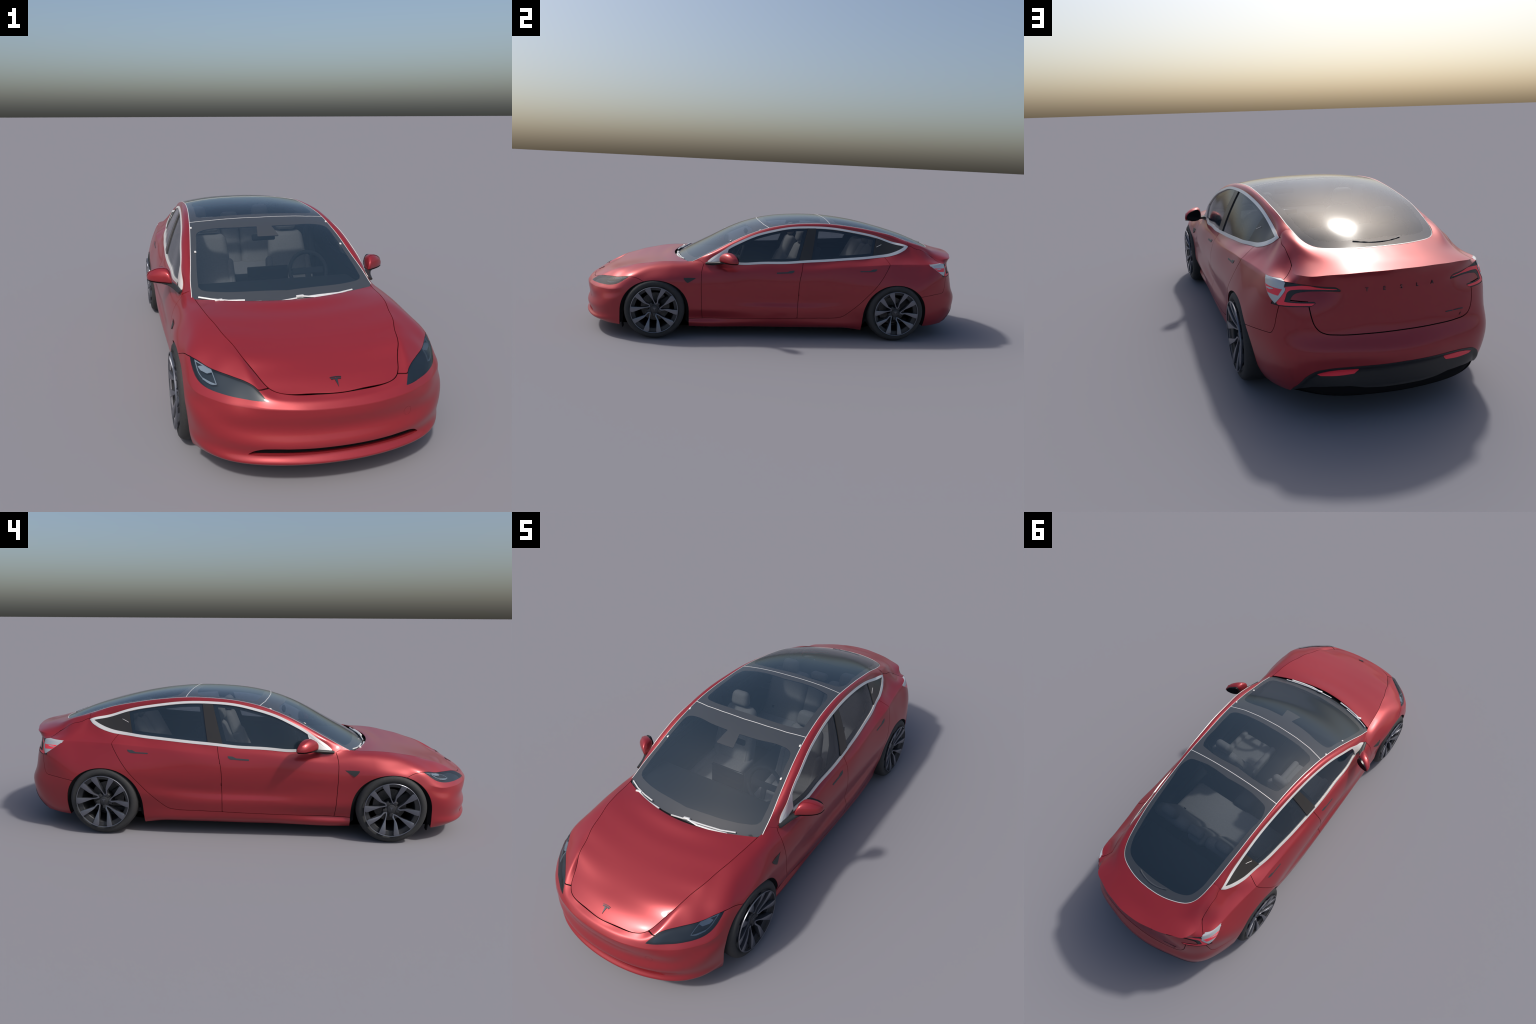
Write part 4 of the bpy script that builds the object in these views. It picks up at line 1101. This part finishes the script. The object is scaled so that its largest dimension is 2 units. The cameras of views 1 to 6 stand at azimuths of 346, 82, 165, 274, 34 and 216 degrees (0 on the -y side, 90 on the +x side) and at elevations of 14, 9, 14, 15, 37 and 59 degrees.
# wheel wells: liners drawn inwards from the edge of each opening
aw = RING.pick(L_ARCH); ae = aw.rim_edges()
inner = aw.V * [0, 1, 1] + [.20, 0, 0]
well = wall_between(aw.V - aw.N * .003, inner, ae)
pair("wheel_well", well, WELL)
cyv = np.where(aw.V[:, 1] < 0, WHEEL_F, WHEEL_R); rad = np.stack([np.zeros(len(aw.V)), cyv - aw.V[:, 1], WHEEL_Z - aw.V[:, 2]], -1)
rad /= np.maximum(np.linalg.norm(rad, axis=1, keepdims=True), 1e-6)
flange_e = ae[(aw.V[ae].mean(1)[:, 2] > .075)]
pair("arch_flange", wall_between(aw.V - aw.N * .002, aw.V + rad * .016 - [.014, 0, 0], flange_e), WELL)
for cy in (WHEEL_F, WHEEL_R):
    bm = bmesh.new(); rounded_box(bm, (.195, cy, .20), (.012, .36, .21), r=.002); iw = bm_object("inner_wing", bm, WELL, CAR); mirror_copy(iw, CAR)
# small rubber flap ahead of the front wheel
bm = bmesh.new(); rounded_box(bm, (.338, -.785, .064), (.030, .006, .034), r=.002, rot=rot_x(8))
fl = bm_object("wheel_flap", bm, WELL, CAR); mirror_copy(fl, CAR)

# =====================================================================
# 12. UNDERBODY, WIPERS, CABIN
# =====================================================================
bm = bmesh.new()
fl_pts = [(.18,-.90),(.29,-.80),(.20,-.79),(.20,-.455),(.33,-.455),(.33,.42),(.20,.42),(.20,.76),(.27,.78),(.20,.88)]
lo = [bm.verts.new((x, y, .054)) for x, y in fl_pts] + [bm.verts.new((-x, y, .054)) for x, y in fl_pts[::-1]]
hi = [bm.verts.new((v.co.x, v.co.y, .085)) for v in lo]
bm.faces.new(lo); bm.faces.new(hi[::-1])
for i in range(len(lo)): bm.faces.new((lo[i], lo[(i+1) % len(lo)], hi[(i+1) % len(lo)], hi[i]))
bmesh.ops.triangulate(bm, faces=bm.faces); bmesh.ops.recalc_face_normals(bm, faces=bm.faces)
bm_object("underbody_tray", bm, WELL, CAR, smooth=False)

# cowl channel and wipers
cw = [(-.300,-.462,.360),(-.2,-.510,.358),(-.1,-.533,.357),(0,-.540,.357),(.1,-.533,.357),(.2,-.510,.358),(.300,-.462,.360)]
cwp = smooth_poly([(p[0], p[1]) for p in cw], closed=False, n=6)
bm = sweep([(x, y + .004, .358) for x, y in cwp], .030, .006, seg=8)
bm_object("cowl_channel", bm, WELL, CAR)
def glass_z(x, y):
    k = np.argmin((GL.V[:, 0] - abs(x)) ** 2 + (GL.V[:, 1] - y) ** 2); return GL.V[k, 2]
def wiper(blade, arm):
    bp_ = [(x, y, glass_z(x, y) + .0055) for x, y in blade]
    bm = sweep(bp_, .0028, .0032, seg=6); w1 = bm_object("wiper", bm, WIPER, CAR)
    bm = sweep([(x, y, glass_z(x, y) + .0105) for x, y in arm], .0042, .0030, seg=6); bm_object("wiper_arm", bm, WIPER, w1)
    mx = blade[len(blade)//2]
    bm = bmesh.new(); rounded_box(bm, (arm[-1][0], arm[-1][1], glass_z(*arm[-1]) + .010), (.026, .010, .008), r=.002, rot=rot_z(12)); bm_object("wiper_clip", bm, WIPER, w1)
wiper([(-.040,-.5345),(.03,-.529),(.10,-.5215),(.17,-.509),(.225,-.4935)], [(.200,-.512),(.14,-.525),(.08,-.5330),(.030,-.528)])
wiper([(-.292,-.466),(-.25,-.486),(-.20,-.502),(-.15,-.514)], [(-.10,-.533),(-.16,-.524),(-.20,-.513),(-.232,-.500)])

# cabin shell
bm = bmesh.new(); rounded_box(bm, (0, .12, .095), (.66, 1.14, .02), r=.004); bm_object("cabin_floor", bm, CABIN, CAR)
bm = bmesh.new(); rounded_box(bm, (0, -.50, .24), (.60, .02, .22), r=.004); bm_object("firewall", bm, CABIN, CAR)
card = RING.sub(np.isin(RING.lab, [L_FDOOR, L_RDOOR, L_GAP, L_QUARTER, L_FENDER]) & (RING.centre()[:, 1] > -.46) & (RING.centre()[:, 1] < .70) & (RING.centre()[:, 2] > .13))
card = card.offset(-.016); card = Sheet(card.V, -card.N, card.F[:, ::-1])
pair("door_card", card, CABIN)
bm = bmesh.new()
rounded_box(bm, (0, .700, .385), (.46, .24, .012), r=.004, rot=rot_x(-6)); bm_object("parcel_shelf", bm, CABIN, CAR)
bm = bmesh.new()
rounded_box(bm, (0, -.385, .335), (.60, .21, .075), r=.022, seg=4); rounded_box(bm, (0, -.30, .325), (.60, .07, .05), r=.018, seg=4)
bm_object("dashboard", bm, CABIN, CAR)
bm = bmesh.new(); rounded_box(bm, (0, -.235, .358), (.155, .008, .092), r=.003, rot=rot_x(-8)); bm_object("centre_screen", bm, SCREEN, CAR)
bm = bmesh.new(); rounded_box(bm, (0, -.02, .19), (.095, .50, .13), r=.016); bm_object("centre_console", bm, CABIN, CAR)
bm = bmesh.new()
maj, minr, sg, sm = .072, .0075, 40, 10
for i in range(sg):
    a = 2*math.pi*i/sg
    for j in range(sm):
        b_ = 2*math.pi*j/sm; rr_ = maj + minr*math.cos(b_)
        bm.verts.new((rr_*math.cos(a), minr*math.sin(b_), rr_*math.sin(a)))
bm.verts.ensure_lookup_table()
for i in range(sg):
    for j in range(sm):
        bm.faces.new([bm.verts[x] for x in (i*sm+j, ((i+1) % sg)*sm+j, ((i+1) % sg)*sm+(j+1) % sm, i*sm+(j+1) % sm)])
rounded_box(bm, (0, .004, 0), (.125, .012, .026), r=.005); rounded_box(bm, (0, .004, -.03), (.022, .010, .06), r=.004)
bmesh.ops.recalc_face_normals(bm, faces=bm.faces)
bmesh.ops.transform(bm, matrix=Matrix.Translation((.163,-.215,.372)) @ rot_x(-22).to_4x4(), verts=bm.verts)
bm_object("steering_wheel", bm, CABIN, CAR)

def soft(name, build, parent=None, mat=SEAT):
    bm = bmesh.new(); build(bm); return bm_object(name, bm, mat, parent, angle=60)
def front_seat(x):
    base = soft("front_seat", lambda b: (rounded_box(b, (x, -.055, .205), (.205, .23, .070), r=.030, seg=5, rot=rot_x(6)),
                                          rounded_box(b, (x, .075, .335), (.200, .070, .280), r=.032, seg=5, rot=rot_x(-20), taper=(.74, .8)),
                                          rounded_box(b, (x + .084, .045, .285), (.036, .072, .170), r=.016, seg=4, rot=rot_x(-20), taper=(.7, .6)),
                                          rounded_box(b, (x - .084, .045, .285), (.036, .072, .170), r=.016, seg=4, rot=rot_x(-20), taper=(.7, .6)),
                                          rounded_box(b, (x + .092, -.06, .215), (.034, .21, .075), r=.015, seg=4, rot=rot_x(6)),
                                          rounded_box(b, (x - .092, -.06, .215), (.034, .21, .075), r=.015, seg=4, rot=rot_x(6))))
    soft("headrest", lambda b: rounded_box(b, (x, .112, .505), (.092, .046, .066), r=.020, seg=5, rot=rot_x(-14), taper=(.84, .9)), base)
front_seat(.168); front_seat(-.168)
bench = soft("rear_bench", lambda b: (rounded_box(b, (0, .33, .215), (.54, .22, .075), r=.028, seg=5, rot=rot_x(8)),
                                       rounded_box(b, (.150, .475, .345), (.225, .075, .260), r=.030, seg=5, rot=rot_x(-26), taper=(.88, .8)),
                                       rounded_box(b, (-.150, .475, .345), (.225, .075, .260), r=.030, seg=5, rot=rot_x(-26), taper=(.88, .8)),
                                       rounded_box(b, (0, .482, .340), (.090, .070, .235), r=.024, seg=4, rot=rot_x(-26))))
for x in (.155, -.155): soft("rear_headrest", lambda b, x=x: rounded_box(b, (x, .520, .490), (.090, .050, .062), r=.021, seg=5, rot=rot_x(-18), taper=(.84, .9)), bench)
soft("rear_headrest", lambda b: rounded_box(b, (0, .525, .470), (.080, .045, .035), r=.015, seg=4, rot=rot_x(-18)), bench)
# seat belts of the front row, hanging from the door pillars
for sx in (1, -1):
    bm = sweep([(sx*.262,.130,.530),(sx*.275,.125,.45),(sx*.285,.120,.36),(sx*.288,.115,.27)], .0045, .0125, seg=6, up=Vector((sx, 0, 0)))
    bm_object("seat_belt", bm, CABIN, CAR)
    bm = bmesh.new(); rounded_box(bm, (sx*.288,.125,.30), (.030,.085,.34), r=.010, rot=rot_x(-12)); bm_object("pillar_lining", bm, CABIN, CAR)
bm = bmesh.new(); rounded_box(bm, (0, -.165, .500), (.090, .014, .024), r=.006, rot=rot_x(-18)); bm_object("inside_mirror", bm, CABIN, CAR)

# small bright clips on the windshield edge, aerial mark on the quarter pane, high brake-light bar
for sx in (1, -1):
    for x, y in ((.2665, -.1165), (.2715, -.2625)):
        bm = bmesh.new(); rounded_box(bm, (sx*x, y, glass_z(x, y) + .0015), (.007, .010, .003), r=.0012, rot=rot_x(22)); bm_object("glass_clip", bm, TRIM, windshield)
def pane_x(y, z):
    k = np.argmin((SG.V[:, 1] - y) ** 2 + (SG.V[:, 2] - z) ** 2); return SG.V[k, 0]
for sx in (1, -1):
    pts = [(.4926, .4734), (.507, .4795), (.5212, .4853)]
    bm = sweep([(sx*(pane_x(y, z) + .0016), y, z) for y, z in pts], .0010, .0010, seg=6); bm_object("aerial_mark", bm, TRIM, CAR)
bar = [(x, .8215 - 3.0*x*x, glass_z(x, .8215 - 3.0*x*x) + .0016) for x in np.linspace(-.075, .075, 15)]
bm = sweep(bar, .0026, .0005, seg=6); bm_object("high_brake_light", bm, FRIT, rear_window)
